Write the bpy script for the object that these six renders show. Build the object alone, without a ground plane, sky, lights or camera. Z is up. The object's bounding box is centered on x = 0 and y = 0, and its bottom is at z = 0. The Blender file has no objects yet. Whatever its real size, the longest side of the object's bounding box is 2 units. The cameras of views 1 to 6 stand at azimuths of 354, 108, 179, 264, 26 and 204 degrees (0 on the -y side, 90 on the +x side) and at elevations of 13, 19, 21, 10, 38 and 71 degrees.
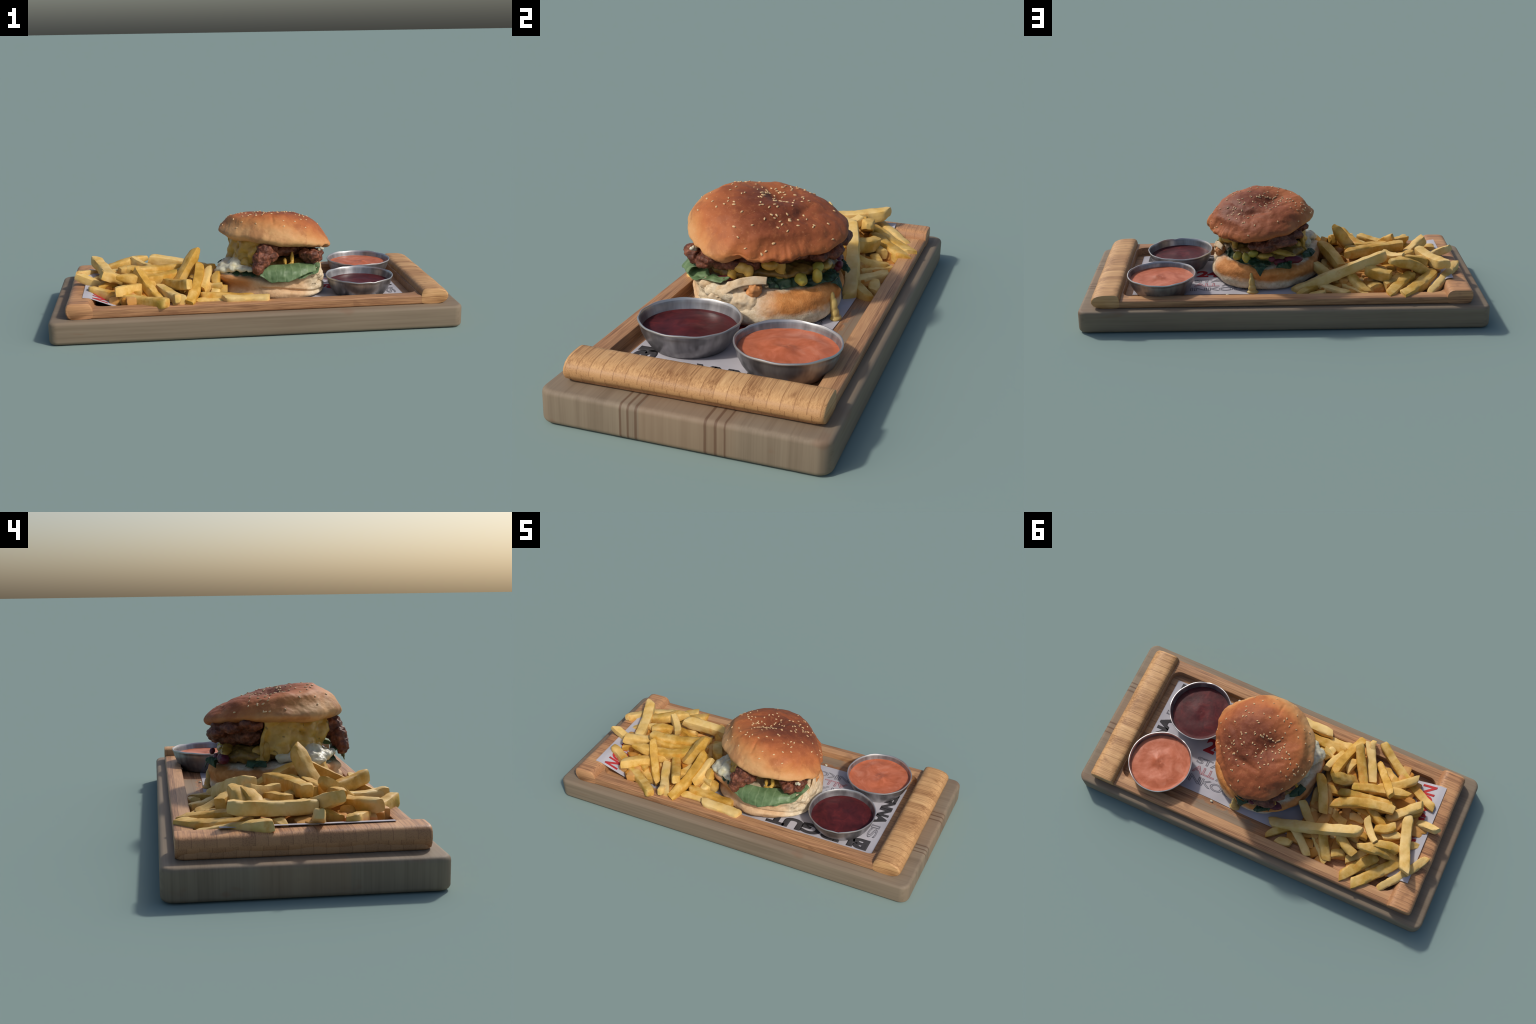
# Burger, fries and two dips served on a bamboo tray that stands on a wooden board.
import bpy, bmesh, math, random
import numpy as np
from mathutils import Vector, Matrix, noise
from mathutils.bvhtree import BVHTree

random.seed(7)
scene = bpy.context.scene
coll = scene.collection


# ------------------------------------------------------------------ helpers
def lin(r, g, b, k=0.85):
    def f(c):
        c /= 255.0
        return c / 12.92 if c <= 0.04045 else ((c + 0.055) / 1.055) ** 2.4
    return (min(f(r) / k, 1), min(f(g) / k, 1), min(f(b) / k, 1), 1.0)


def obj_from(name, verts, faces, mat=None, smooth=True):
    me = bpy.data.meshes.new(name)
    me.from_pydata([tuple(v) for v in verts], [], faces)
    me.validate()
    ob = bpy.data.objects.new(name, me)
    coll.objects.link(ob)
    if mat:
        me.materials.append(mat)
    if smooth:
        me.shade_smooth()
    return ob


def obj_from_bm(name, bm, mat=None, smooth=True):
    me = bpy.data.meshes.new(name)
    bm.normal_update()
    bm.to_mesh(me)
    bm.free()
    ob = bpy.data.objects.new(name, me)
    coll.objects.link(ob)
    if mat:
        me.materials.append(mat)
    if smooth:
        me.shade_smooth()
    return ob


def empty(name, loc):
    e = bpy.data.objects.new(name, None)
    e.location = loc
    e.empty_display_size = 0.05
    coll.objects.link(e)
    return e


def parent(child, par):
    child.parent = par
    if par.type == 'EMPTY':
        child.matrix_parent_inverse = Matrix.Translation(-par.location)


def apply_mods(ob):
    """Replace the mesh of ob by its evaluated, modifier-free copy."""
    dg = bpy.context.evaluated_depsgraph_get()
    dg.update()
    me = bpy.data.meshes.new_from_object(ob.evaluated_get(dg))
    old = ob.data
    ob.modifiers.clear()
    ob.data = me
    me.name = ob.name
    bpy.data.meshes.remove(old)


def sharp_smooth(ob, deg=40):
    ob.data.shade_smooth()
    ob.data.set_sharp_from_angle(angle=math.radians(deg))


def nz(p, s, octv=4, off=0.0):
    return noise.fractal(Vector((p[0] * s + off, p[1] * s + off * 0.7, p[2] * s - off)), 1.0, 2.0, octv)


def sstep(a, b, x):
    t = min(max((x - a) / (b - a), 0), 1)
    return t * t * (3 - 2 * t)


# ------------------------------------------------------------------ node helper
class Mat:
    def __init__(self, name, rough=0.6, spec=0.3, metal=0.0):
        self.m = bpy.data.materials.new(name)
        self.m.use_nodes = True
        self.t = self.m.node_tree
        self.b = self.t.nodes['Principled BSDF']
        self.b.inputs['Roughness'].default_value = rough
        self.b.inputs['Specular IOR Level'].default_value = spec
        self.b.inputs['Metallic'].default_value = metal
        self.co = self.n('ShaderNodeTexCoord').outputs['Object']

    def n(self, kind, **kw):
        nd = self.t.nodes.new(kind)
        for k, v in kw.items():
            setattr(nd, k, v)
        return nd

    def put(self, sock, v):
        if isinstance(v, bpy.types.NodeSocket):
            self.t.links.new(v, sock)
        elif v is not None:
            sock.default_value = v

    def math(self, op, a, b=None, c=None, clamp=False):
        nd = self.n('ShaderNodeMath', operation=op, use_clamp=clamp)
        for i, v in enumerate((a, b, c)):
            self.put(nd.inputs[i], v)
        return nd.outputs[0]

    def mix(self, fac, a, b, blend='MIX'):
        nd = self.n('ShaderNodeMix', data_type='RGBA', blend_type=blend)
        self.put(nd.inputs[0], fac)
        self.put(nd.inputs[6], a)
        self.put(nd.inputs[7], b)
        return nd.outputs[2]

    def scale(self, v, vec=None):
        nd = self.n('ShaderNodeMapping')
        self.put(nd.inputs['Vector'], vec or self.co)
        nd.inputs['Scale'].default_value = v
        return nd.outputs[0]

    def noise(self, s, detail=4, rough=0.55, vec=None, dist=0.0, out='Fac'):
        nd = self.n('ShaderNodeTexNoise')
        self.put(nd.inputs['Vector'], vec or self.co)
        nd.inputs['Scale'].default_value = s
        nd.inputs['Detail'].default_value = detail
        nd.inputs['Roughness'].default_value = rough
        nd.inputs['Distortion'].default_value = dist
        return nd.outputs[out]

    def voronoi(self, s, vec=None, out='Distance', feature='F1'):
        nd = self.n('ShaderNodeTexVoronoi', feature=feature)
        self.put(nd.inputs['Vector'], vec or self.co)
        nd.inputs['Scale'].default_value = s
        return nd.outputs[out]

    def white(self, w):
        nd = self.n('ShaderNodeTexWhiteNoise', noise_dimensions='1D')
        self.put(nd.inputs['W'], w)
        return nd.outputs['Value']

    def ramp(self, fac, stops):
        nd = self.n('ShaderNodeValToRGB')
        self.put(nd.inputs[0], fac)
        e = nd.color_ramp.elements
        while len(e) < len(stops):
            e.new(0.5)
        for el, (p, c) in zip(e, stops):
            el.position = p
            el.color = c if len(c) == 4 else (*c, 1)
        return nd.outputs[0]

    def step(self, a, b, v):
        nd = self.n('ShaderNodeMapRange', interpolation_type='SMOOTHSTEP')
        self.put(nd.inputs['Value'], v)
        nd.inputs['From Min'].default_value = a
        nd.inputs['From Max'].default_value = b
        return nd.outputs[0]

    def xyz(self):
        nd = self.n('ShaderNodeSeparateXYZ')
        self.put(nd.inputs[0], self.co)
        return nd.outputs

    def normal(self):
        g = self.n('ShaderNodeNewGeometry')
        nd = self.n('ShaderNodeSeparateXYZ')
        self.put(nd.inputs[0], g.outputs['Normal'])
        return nd.outputs

    def bump(self, h, strength=0.3, dist=0.002):
        nd = self.n('ShaderNodeBump')
        self.put(nd.inputs['Height'], h)
        nd.inputs['Strength'].default_value = strength
        nd.inputs['Distance'].default_value = dist
        self.put(self.b.inputs['Normal'], nd.outputs[0])

    def color(self, c):
        self.put(self.b.inputs['Base Color'], c)
        return self.m


# ------------------------------------------------------------------ materials
def mat_bamboo(name, light, mid, dark, strip=0.036, row=0.034, vary=0.55, stain=False, rib=0.5):
    """Laminated bamboo: strips along x; end faces show the ends of the strips as blocks."""
    k = Mat(name, rough=0.5, spec=0.3)
    x, y, z = k.xyz()
    wob = k.math('MULTIPLY', k.math('SUBTRACT', k.noise(5), 0.5), 0.006)
    yy = k.math('DIVIDE', k.math('ADD', y, wob), strip)
    zr = k.math('FLOOR', k.math('DIVIDE', k.math('SUBTRACT', z, 0.148), row))
    yo = k.math('ADD', yy, k.math('MULTIPLY', zr, 0.37))
    ident = k.math('ADD', k.math('FLOOR', yo), k.math('MULTIPLY', zr, 31.7))
    v = k.white(ident)
    streak = k.noise(1.0, 4, 0.7, vec=k.scale((6, 190, 190)))
    broad = k.noise(1.0, 3, 0.5, vec=k.scale((2.2, 26, 20)))
    f = k.math('ADD', k.math('ADD', k.math('MULTIPLY', streak, 1.3), -0.2), k.math('MULTIPLY', k.math('SUBTRACT', v, 0.5), vary))
    f = k.math('ADD', f, k.math('MULTIPLY', k.math('SUBTRACT', broad, 0.5), 0.35))
    base = k.ramp(f, [(0.12, dark), (0.48, mid), (0.86, light)])
    # nodes of the bamboo: short dark bands across some strips
    band = k.math('MULTIPLY', k.step(0.66, 0.74, k.noise(1.0, 2, 0.5, vec=k.scale((9, 11, 9)))), 0.45)
    base = k.mix(band, base, dark)
    # end grain
    nx, ny, nzv = k.normal()
    endf = k.step(0.55, 0.8, k.math('ABSOLUTE', nx))
    dots = k.voronoi(1.0, vec=k.scale((60, 210, 260)))
    endc = k.mix(k.math('ADD', 0.22, k.math('MULTIPLY', k.step(0.15, 0.55, dots), 0.4)), dark, mid)
    endc = k.mix(k.math('MULTIPLY', v, 0.6), endc, mid)
    base = k.mix(k.math('MULTIPLY', endf, 0.9), base, endc)
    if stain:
        sm = k.math('MULTIPLY', k.step(0.118, 0.114, z), k.step(0.27, 0.29, k.math('ADD', y, k.math('MULTIPLY', k.math('SUBTRACT', k.noise(26, 4, 0.6), 0.5), 0.07))))
        sm = k.math('MULTIPLY', sm, k.math('MULTIPLY', k.step(-0.03, 0.05, x), k.step(0.40, 0.34, x)))
        base = k.mix(sm, base, lin(132, 114, 94))
    seam = k.math('SUBTRACT', 1.0, k.step(0.02, 0.11, k.math('FRACT', yo)))
    base = k.mix(k.math('MULTIPLY', seam, rib), base, dark)
    k.bump(streak, 0.25, 0.0015)
    return k.color(base)


def mat_base_board():
    k = Mat('pale_softwood', rough=0.62, spec=0.25)
    x, y, z = k.xyz()
    c0, c1, c2 = lin(106, 91, 74), lin(125, 110, 92), lin(138, 124, 104)
    streak = k.noise(1.0, 4, 0.6, vec=k.scale((1.5, 90, 70)))
    nx, ny, nzv = k.normal()
    upright = k.noise(1.0, 3, 0.6, vec=k.scale((1.5, 75, 1.5)))
    sm = k.n('ShaderNodeMix')
    k.put(sm.inputs[0], k.step(0.5, 0.8, k.math('ABSOLUTE', nx)))
    k.put(sm.inputs[2], streak)
    k.put(sm.inputs[3], upright)
    streak = sm.outputs[0]
    broad = k.noise(1.0, 3, 0.5, vec=k.scale((1.0, 14, 2)))
    f = k.math('ADD', k.math('MULTIPLY', streak, 0.55), k.math('MULTIPLY', broad, 0.45))
    base = k.ramp(f, [(0.25, c0), (0.5, c1), (0.75, c2)])
    plank = k.math('MULTIPLY', k.step(-0.125, -0.12, y), k.step(0.20, 0.12, y))
    base = k.mix(k.math('MULTIPLY', plank, 0.35), base, lin(140, 113, 88))
    wob = k.math('MULTIPLY', k.math('SUBTRACT', k.noise(3), 0.5), 0.008)
    yw = k.math('ADD', y, wob)
    lines = None
    for c, w in ((-0.180, .005), (-0.156, .005), (-0.131, .006), (0.080, .006), (0.111, .006), (0.139, .004)):
        l = k.math('SUBTRACT', 1.0, k.step(w * 0.4, w, k.math('ABSOLUTE', k.math('SUBTRACT', yw, c))))
        lines = l if lines is None else k.math('MAXIMUM', lines, l)
    lines = k.math('MULTIPLY', lines, k.step(-0.2, 0.4, x))
    base = k.mix(k.math('MULTIPLY', lines, 0.7), base, lin(88, 62, 46))
    knot = k.step(0.62, 0.72, k.noise(1.0, 2, 0.5, vec=k.scale((4, 9, 16))))
    base = k.mix(k.math('MULTIPLY', knot, 0.3), base, lin(120, 82, 60))
    k.bump(streak, 0.2, 0.0015)
    return k.color(base)


def mat_top_bun():
    k = Mat('toasted_bun_crust', rough=0.58, spec=0.2)
    x, y, z = k.xyz()
    n1 = k.math('SUBTRACT', k.noise(7, 4, 0.6), 0.5)
    n2 = k.math('SUBTRACT', k.noise(28, 4, 0.65), 0.5)
    h = k.math('ADD', z, k.math('MULTIPLY', k.math('SUBTRACT', x, 0.12), 0.27))
    h = k.math('ADD', h, k.math('MULTIPLY', y, 0.34))
    h = k.math('ADD', h, k.math('ADD', k.math('MULTIPLY', n1, 0.09), k.math('MULTIPLY', n2, 0.03)))
    col = k.ramp(k.math('MULTIPLY', k.math('SUBTRACT', h, 0.35), 5.0),
                 [(0.02, lin(192, 146, 98)), (0.28, lin(184, 124, 74)), (0.52, lin(168, 98, 56)),
                  (0.78, lin(142, 78, 48))])
    # browned crown, strongest in the sunk middle
    dx = k.math('DIVIDE', k.math('SUBTRACT', x, 0.15), 0.20)
    dy = k.math('DIVIDE', k.math('SUBTRACT', y, 0.00), 0.135)
    r = k.math('SQRT', k.math('ADD', k.math('MULTIPLY', dx, dx), k.math('MULTIPLY', dy, dy)))
    r = k.math('ADD', r, k.math('MULTIPLY', n1, 1.5))
    core = k.math('SUBTRACT', 1.0, k.step(0.45, 1.15, r))
    col = k.mix(k.math('MULTIPLY', core, 0.8), col, lin(106, 54, 36))
    blot = k.step(0.50, 0.66, k.noise(9, 5, 0.65, dist=0.6))
    col = k.mix(k.math('MULTIPLY', blot, 0.38), col, lin(132, 70, 42))
    pale = k.step(0.56, 0.70, k.noise(6, 4, 0.6, vec=k.scale((1.1, 0.9, 1.3))))
    col = k.mix(k.math('MULTIPLY', pale, 0.25), col, lin(196, 140, 96))
    mott = k.step(0.52, 0.75, k.noise(45, 4, 0.7))
    col = k.mix(k.math('MULTIPLY', mott, 0.25), col, lin(200, 132, 80))
    speck = k.step(0.66, 0.74, k.noise(190, 2, 0.5))
    col = k.mix(k.math('MULTIPLY', speck, 0.28), col, lin(222, 176, 132))
    dark = k.step(0.70, 0.78, k.noise(90, 3, 0.6, vec=k.scale((1, 1.2, 0.9))))
    col = k.mix(k.math('MULTIPLY', dark, 0.25), col, lin(112, 58, 36))
    hh = k.math('ADD', k.noise(120, 4, 0.7), k.math('MULTIPLY', k.noise(24, 3, 0.6), 1.2))
    k.bump(hh, 0.22, 0.003)
    return k.color(col)


def mat_bottom_bun():
    k = Mat('split_bun', rough=0.75, spec=0.2)
    x, y, z = k.xyz()
    n1 = k.math('SUBTRACT', k.noise(9, 4, 0.6), 0.5)
    n2 = k.math('SUBTRACT', k.noise(50, 5, 0.7), 0.5)
    crumb = k.ramp(k.noise(38, 5, 0.7), [(0.28, lin(172, 150, 118)), (0.5, lin(202, 184, 154)), (0.72, lin(220, 208, 186))])
    crust = k.ramp(k.noise(22, 4, 0.6), [(0.3, lin(168, 104, 52)), (0.55, lin(196, 130, 72)), (0.8, lin(208, 156, 102))])
    tan = k.ramp(k.noise(30, 4, 0.6), [(0.3, lin(178, 138, 98)), (0.7, lin(204, 170, 132))])
    # rear: brown crust above a pale underside
    back = k.step(-0.06, 0.06, k.math('SUBTRACT', k.math('ADD', y, k.math('MULTIPLY', n1, 0.10)),
                                      k.math('MULTIPLY', k.math('MAXIMUM', k.math('SUBTRACT', x, 0.25), 0.0), 0.4)))
    hz = k.math('ADD', z, k.math('MULTIPLY', n1, 0.06))
    up = k.step(0.155, 0.18, hz)
    m_back = k.math('MULTIPLY', back, up)
    # left and front: thin tan skin
    front = k.math('MULTIPLY', k.math('SUBTRACT', 1.0, back), k.step(0.30, 0.22, x))
    col = k.mix(k.math('MULTIPLY', front, 0.85), crumb, tan)
    leftb = k.math('MULTIPLY', front, k.math('MULTIPLY', k.step(0.02, -0.06, x), k.step(0.16, 0.2, hz)))
    col = k.mix(k.math('MULTIPLY', leftb, 0.8), col, lin(176, 118, 66))
    col = k.mix(m_back, col, crust)
    # cut face on top shows crumb
    _, _, nzv = k.normal()
    cut = k.math('MULTIPLY', k.step(0.75, 0.95, nzv), k.step(0.228, 0.244, hz))
    col = k.mix(cut, col, crumb)
    k.bump(k.math('ADD', k.noise(60, 5, 0.7), k.noise(160, 3, 0.6)), 0.4, 0.004)
    return k.color(col)


def mat_simple(name, a, b, s=20, rough=0.6, spec=0.3, bump=0.2, bs=60, c=None, bd=0.003, sss=0.0):
    k = Mat(name, rough=rough, spec=spec)
    stops = [(0.3, a), (0.7, b)] if c is None else [(0.25, a), (0.5, b), (0.75, c)]
    col = k.ramp(k.noise(s, 5, 0.65), stops)
    if bump:
        k.bump(k.noise(bs, 5, 0.7), bump, bd)
    if sss:
        k.b.inputs['Subsurface Weight'].default_value = sss
        k.b.inputs['Subsurface Radius'].default_value = (0.01, 0.006, 0.003)
    return k.color(col)


def mat_fries(name='fried_potato', brown=0.0):
    k = Mat(name, rough=0.55, spec=0.3)
    oi = k.n('ShaderNodeObjectInfo')
    rnd = oi.outputs['Random']
    f = k.math('ADD', k.math('MULTIPLY', k.noise(13, 4, 0.6), 0.78), k.math('MULTIPLY', rnd, 0.3))
    col = k.ramp(f, [(0.28, lin(160, 118, 40)), (0.44, lin(188, 144, 60)), (0.58, lin(206, 170, 98)), (0.76, lin(216, 186, 124))])
    # toasted patches
    toast = k.math('MULTIPLY', k.step(0.58, 0.74, k.noise(11, 4, 0.65)), 0.6)
    col = k.mix(toast, col, lin(196, 126, 44))
    green = k.math('MULTIPLY', k.step(0.60, 0.72, k.noise(8, 2, 0.5, vec=k.scale((1.3, 0.9, 1.1)))), 0.35)
    col = k.mix(green, col, lin(178, 152, 52))
    if brown:
        col = k.mix(brown, col, lin(176, 104, 34))  # orange-brown tint bakes crevice occlusion into the buried fries' colour
    k.bump(k.math('ADD', k.noise(70, 5, 0.7), k.noise(25, 3, 0.6)), 0.28, 0.004)
    return k.color(col)


def mat_steel():
    k = Mat('brushed_steel', rough=0.34, spec=0.5, metal=0.75)
    v = k.noise(1.0, 3, 0.6, vec=k.scale((16, 16, 2.0)))
    col = k.ramp(v, [(0.3, (0.15, 0.145, 0.15, 1)), (0.5, (0.30, 0.29, 0.295, 1)), (0.7, (0.48, 0.47, 0.47, 1))])
    _, _, z = k.xyz()
    rim = k.step(0.2035, 0.2075, z)
    col = k.mix(k.math('MULTIPLY', rim, 0.8), col, (0.60, 0.59, 0.58, 1))
    k.put(k.b.inputs['Roughness'], k.ramp(k.noise(30, 3), [(0.3, (0.28,) * 3), (0.7, (0.45,) * 3)]))
    return k.color(col)


def mat_ketchup():
    k = Mat('dark_ketchup', rough=0.5, spec=0.2)
    col = k.ramp(k.noise(14, 4, 0.6, dist=1.5), [(0.3, lin(60, 24, 27)), (0.55, lin(80, 31, 33)), (0.8, lin(110, 42, 40))])
    k.bump(k.noise(26, 4, 0.6, dist=1.0), 0.25, 0.004)
    return k.color(col)


def mat_pink():
    k = Mat('pink_sauce', rough=0.45, spec=0.3)
    col = k.ramp(k.noise(12, 4, 0.6, dist=2.0), [(0.3, lin(168, 88, 56)), (0.55, lin(184, 104, 74)), (0.8, lin(198, 126, 98))])
    k.bump(k.noise(20, 3, 0.6, dist=2.0), 0.2, 0.004)
    return k.color(col)


def mat_leaf(name, a, b, vein, amt):
    k = Mat(name, rough=0.45, spec=0.4)
    col = k.ramp(k.noise(18, 4, 0.6), [(0.3, a), (0.7, b)])
    w = k.n('ShaderNodeTexWave', wave_type='BANDS', bands_direction='X')
    k.put(w.inputs['Vector'], k.co)
    w.inputs['Scale'].default_value = 8.0
    w.inputs['Distortion'].default_value = 2.5
    w.inputs['Detail'].default_value = 2.0
    w.inputs['Detail Scale'].default_value = 3.0
    vv = k.math('MULTIPLY', k.step(0.86, 1.0, w.outputs['Fac']), amt)
    col = k.mix(vv, col, vein)
    k.bump(k.math('ADD', k.math('MULTIPLY', w.outputs['Fac'], 0.4), k.noise(40)), 0.3, 0.003)
    m = k.color(col)
    tr = k.n('ShaderNodeBsdfTranslucent')
    k.put(tr.inputs['Color'], col)
    ms = k.n('ShaderNodeMixShader')
    ms.inputs[0].default_value = 0.15
    out = k.t.nodes['Material Output']
    k.t.links.new(k.b.outputs[0], ms.inputs[1])
    k.t.links.new(tr.outputs[0], ms.inputs[2])
    k.t.links.new(ms.outputs[0], out.inputs['Surface'])
    return m


def mat_chicken():
    k = Mat('crisp_fried_chicken', rough=0.5, spec=0.35)
    c1 = k.noise(34, 6, 0.7, dist=0.5)
    col = k.ramp(c1, [(0.30, lin(58, 30, 22)), (0.48, lin(98, 56, 40)), (0.62, lin(132, 80, 58)), (0.80, lin(168, 108, 78))])
    k.bump(k.math('ADD', c1, k.math('MULTIPLY', k.voronoi(60), 0.6)), 0.7, 0.006)
    return k.color(col)


def mat_paper():
    k = Mat('printed_white_paper', rough=0.8, spec=0.2)
    col = k.ramp(k.noise(6, 4), [(0.3, lin(162, 159, 164)), (0.7, lin(184, 181, 186))])
    red = k.math('MULTIPLY', k.step(0.60, 0.75, k.noise(7, 3, 0.6)), 0.10)
    col = k.mix(red, col, lin(190, 130, 110))
    return k.color(col)


def mat_cheese():
    k = Mat('melted_cheese', rough=0.35, spec=0.45)
    col = k.ramp(k.noise(16, 4, 0.6), [(0.3, lin(160, 122, 46)), (0.55, lin(186, 148, 66)), (0.8, lin(204, 174, 104))])
    bits = k.step(0.66, 0.72, k.noise(34, 2, 0.5))
    col = k.mix(k.math('MULTIPLY', bits, 0.6), col, lin(84, 64, 26))
    k.bump(k.noise(28, 4, 0.6, dist=0.8), 0.3, 0.006)
    return k.color(col)


BAMBOO = mat_bamboo('bamboo', lin(198, 154, 110), lin(174, 130, 92), lin(124, 86, 60), strip=0.040, row=0.05, vary=0.35, stain=True)
BAMBOO_HANDLE = mat_bamboo('bamboo_handle', lin(208, 168, 118), lin(188, 144, 97), lin(136, 94, 58), strip=0.039, row=0.05, vary=0.26, rib=0.75)
BAMBOO_END = mat_bamboo('bamboo_end_rail', lin(204, 158, 110), lin(180, 132, 92), lin(122, 84, 60), strip=0.039, row=0.05, vary=0.35)
BOARD = mat_base_board()
TOPBUN = mat_top_bun()
LOWBUN = mat_bottom_bun()
FRY = mat_fries()
FRY_GAP_SHADE = mat_fries('shade_tinted_fried_potato', 0.55)
STEEL = mat_steel()
KETCHUP = mat_ketchup()
PINK = mat_pink()
CHICKEN = mat_chicken()
PAPER = mat_paper()
LETTUCE = mat_leaf('lettuce_leaf', lin(80, 104, 66), lin(114, 138, 96), lin(140, 158, 118), 0.3)
DARKLEAF = mat_leaf('dark_salad_leaf', lin(28, 50, 34), lin(50, 76, 50), lin(70, 96, 66), 0.3)
CHEESE = mat_cheese()
CHEESE_PALE = mat_simple('pale_cheese', lin(170, 142, 74), lin(196, 172, 108), s=20, rough=0.35, spec=0.4, bump=0.1, bs=30)
MAYO = mat_simple('creamy_slaw', lin(158, 156, 142), lin(192, 188, 166), s=22, rough=0.4, spec=0.4, bump=0.25, bs=45, c=lin(186, 176, 126))
PICKLE = mat_simple('pickle', lin(134, 132, 56), lin(178, 156, 66), s=22, rough=0.35, spec=0.4, bump=0.15)
SAUCE = mat_simple('brown_cheese_sauce', lin(70, 52, 26), lin(128, 98, 44), s=18, rough=0.4, spec=0.4, bump=0.3, bs=40, c=lin(88, 70, 36))
BEET = mat_simple('red_onion', lin(70, 22, 34), lin(104, 36, 48), s=30, rough=0.4)
TORN = mat_simple('torn_bread', lin(176, 146, 108), lin(200, 178, 146), s=30, rough=0.8, bump=0.4, bs=70, c=lin(206, 194, 172))
CRUST = mat_simple('brown_bread_crust', lin(170, 110, 60), lin(200, 142, 90), s=26, rough=0.7, bump=0.3, bs=70)
SEED = mat_simple('sesame', lin(188, 152, 106), lin(216, 190, 148), s=90, rough=0.5, bump=0.0)
INK_BLACK = mat_simple('black_ink', lin(52, 50, 52), lin(66, 64, 66), s=30, rough=0.8, bump=0)
INK_RED = mat_simple('red_ink', lin(158, 40, 42), lin(176, 54, 56), s=20, rough=0.8, bump=0)
INK_DARKRED = mat_simple('dark_red_ink', lin(140, 26, 36), lin(156, 34, 42), s=20, rough=0.8, bump=0)
INK_GREY = mat_simple('grey_ink', lin(112, 110, 116), lin(126, 124, 130), s=30, rough=0.8, bump=0)
INK_PINK = mat_simple('pale_red_ink', lin(176, 110, 116), lin(186, 124, 130), s=30, rough=0.8, bump=0)


# ------------------------------------------------------------------ wooden board and tray
def rounded_box(name, x0, x1, y0, y1, z0, z1, corner, edge, mat, seg=5):
    bm = bmesh.new()
    bmesh.ops.create_cube(bm, size=1.0)
    for v in bm.verts:
        v.co = Vector((x0 if v.co.x < 0 else x1, y0 if v.co.y < 0 else y1, z0 if v.co.z < 0 else z1))
    vert = [e for e in bm.edges if abs(e.verts[0].co.z - e.verts[1].co.z) > 1e-5]
    bmesh.ops.bevel(bm, geom=vert, offset=corner, segments=8, profile=0.5, affect='EDGES')
    if edge:
        hor = [e for e in bm.edges if abs(e.verts[0].co.z - e.verts[1].co.z) < 1e-6 and len(e.link_faces) == 2
               and abs(e.link_faces[0].normal.z - e.link_faces[1].normal.z) > 0.5]
        bmesh.ops.bevel(bm, geom=hor, offset=edge, segments=seg, profile=0.5, affect='EDGES')
    ob = obj_from_bm(name, bm, mat)
    sharp_smooth(ob, 35)
    return ob


board = rounded_box('wooden_base_board', -0.9975, 0.9975, -0.4475, 0.4475, 0.0, 0.1095, 0.045, 0.017, BOARD)
board.data.transform(Matrix.Rotation(math.radians(-0.25), 4, 'Z'))
board['label'] = 'thick pale wooden board with rounded corners'
board['category'] = 'wooden board'

# tray body: rail frame with a routed pocket
tray = rounded_box('bamboo_tray', -0.915, 0.915, -0.399, 0.402, 0.1100, 0.147, 0.030, 0.009, BAMBOO)
cutter = rounded_box('pocket_cutter', -0.788, 0.792, -0.336, 0.334, 0.1125, 0.30, 0.05, 0.0, BAMBOO)
bo = tray.modifiers.new('pocket', 'BOOLEAN')
bo.object, bo.operation, bo.solver = cutter, 'DIFFERENCE', 'EXACT'
apply_mods(tray)
bpy.data.objects.remove(cutter)
bv = tray.modifiers.new('soft_edges', 'BEVEL')
bv.width, bv.segments, bv.limit_method, bv.angle_limit = 0.004, 2, 'ANGLE', math.radians(50)
apply_mods(tray)
for v in tray.data.vertices:
    if v.co.z > 0.13:
        v.co.z += 0.004 - 0.004 * v.co.y / 0.4          # the tray stands a little higher at the front
sharp_smooth(tray, 35)
tray['label'] = 'light bamboo serving tray with raised end handle'
tray['category'] = 'serving tray'


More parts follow.
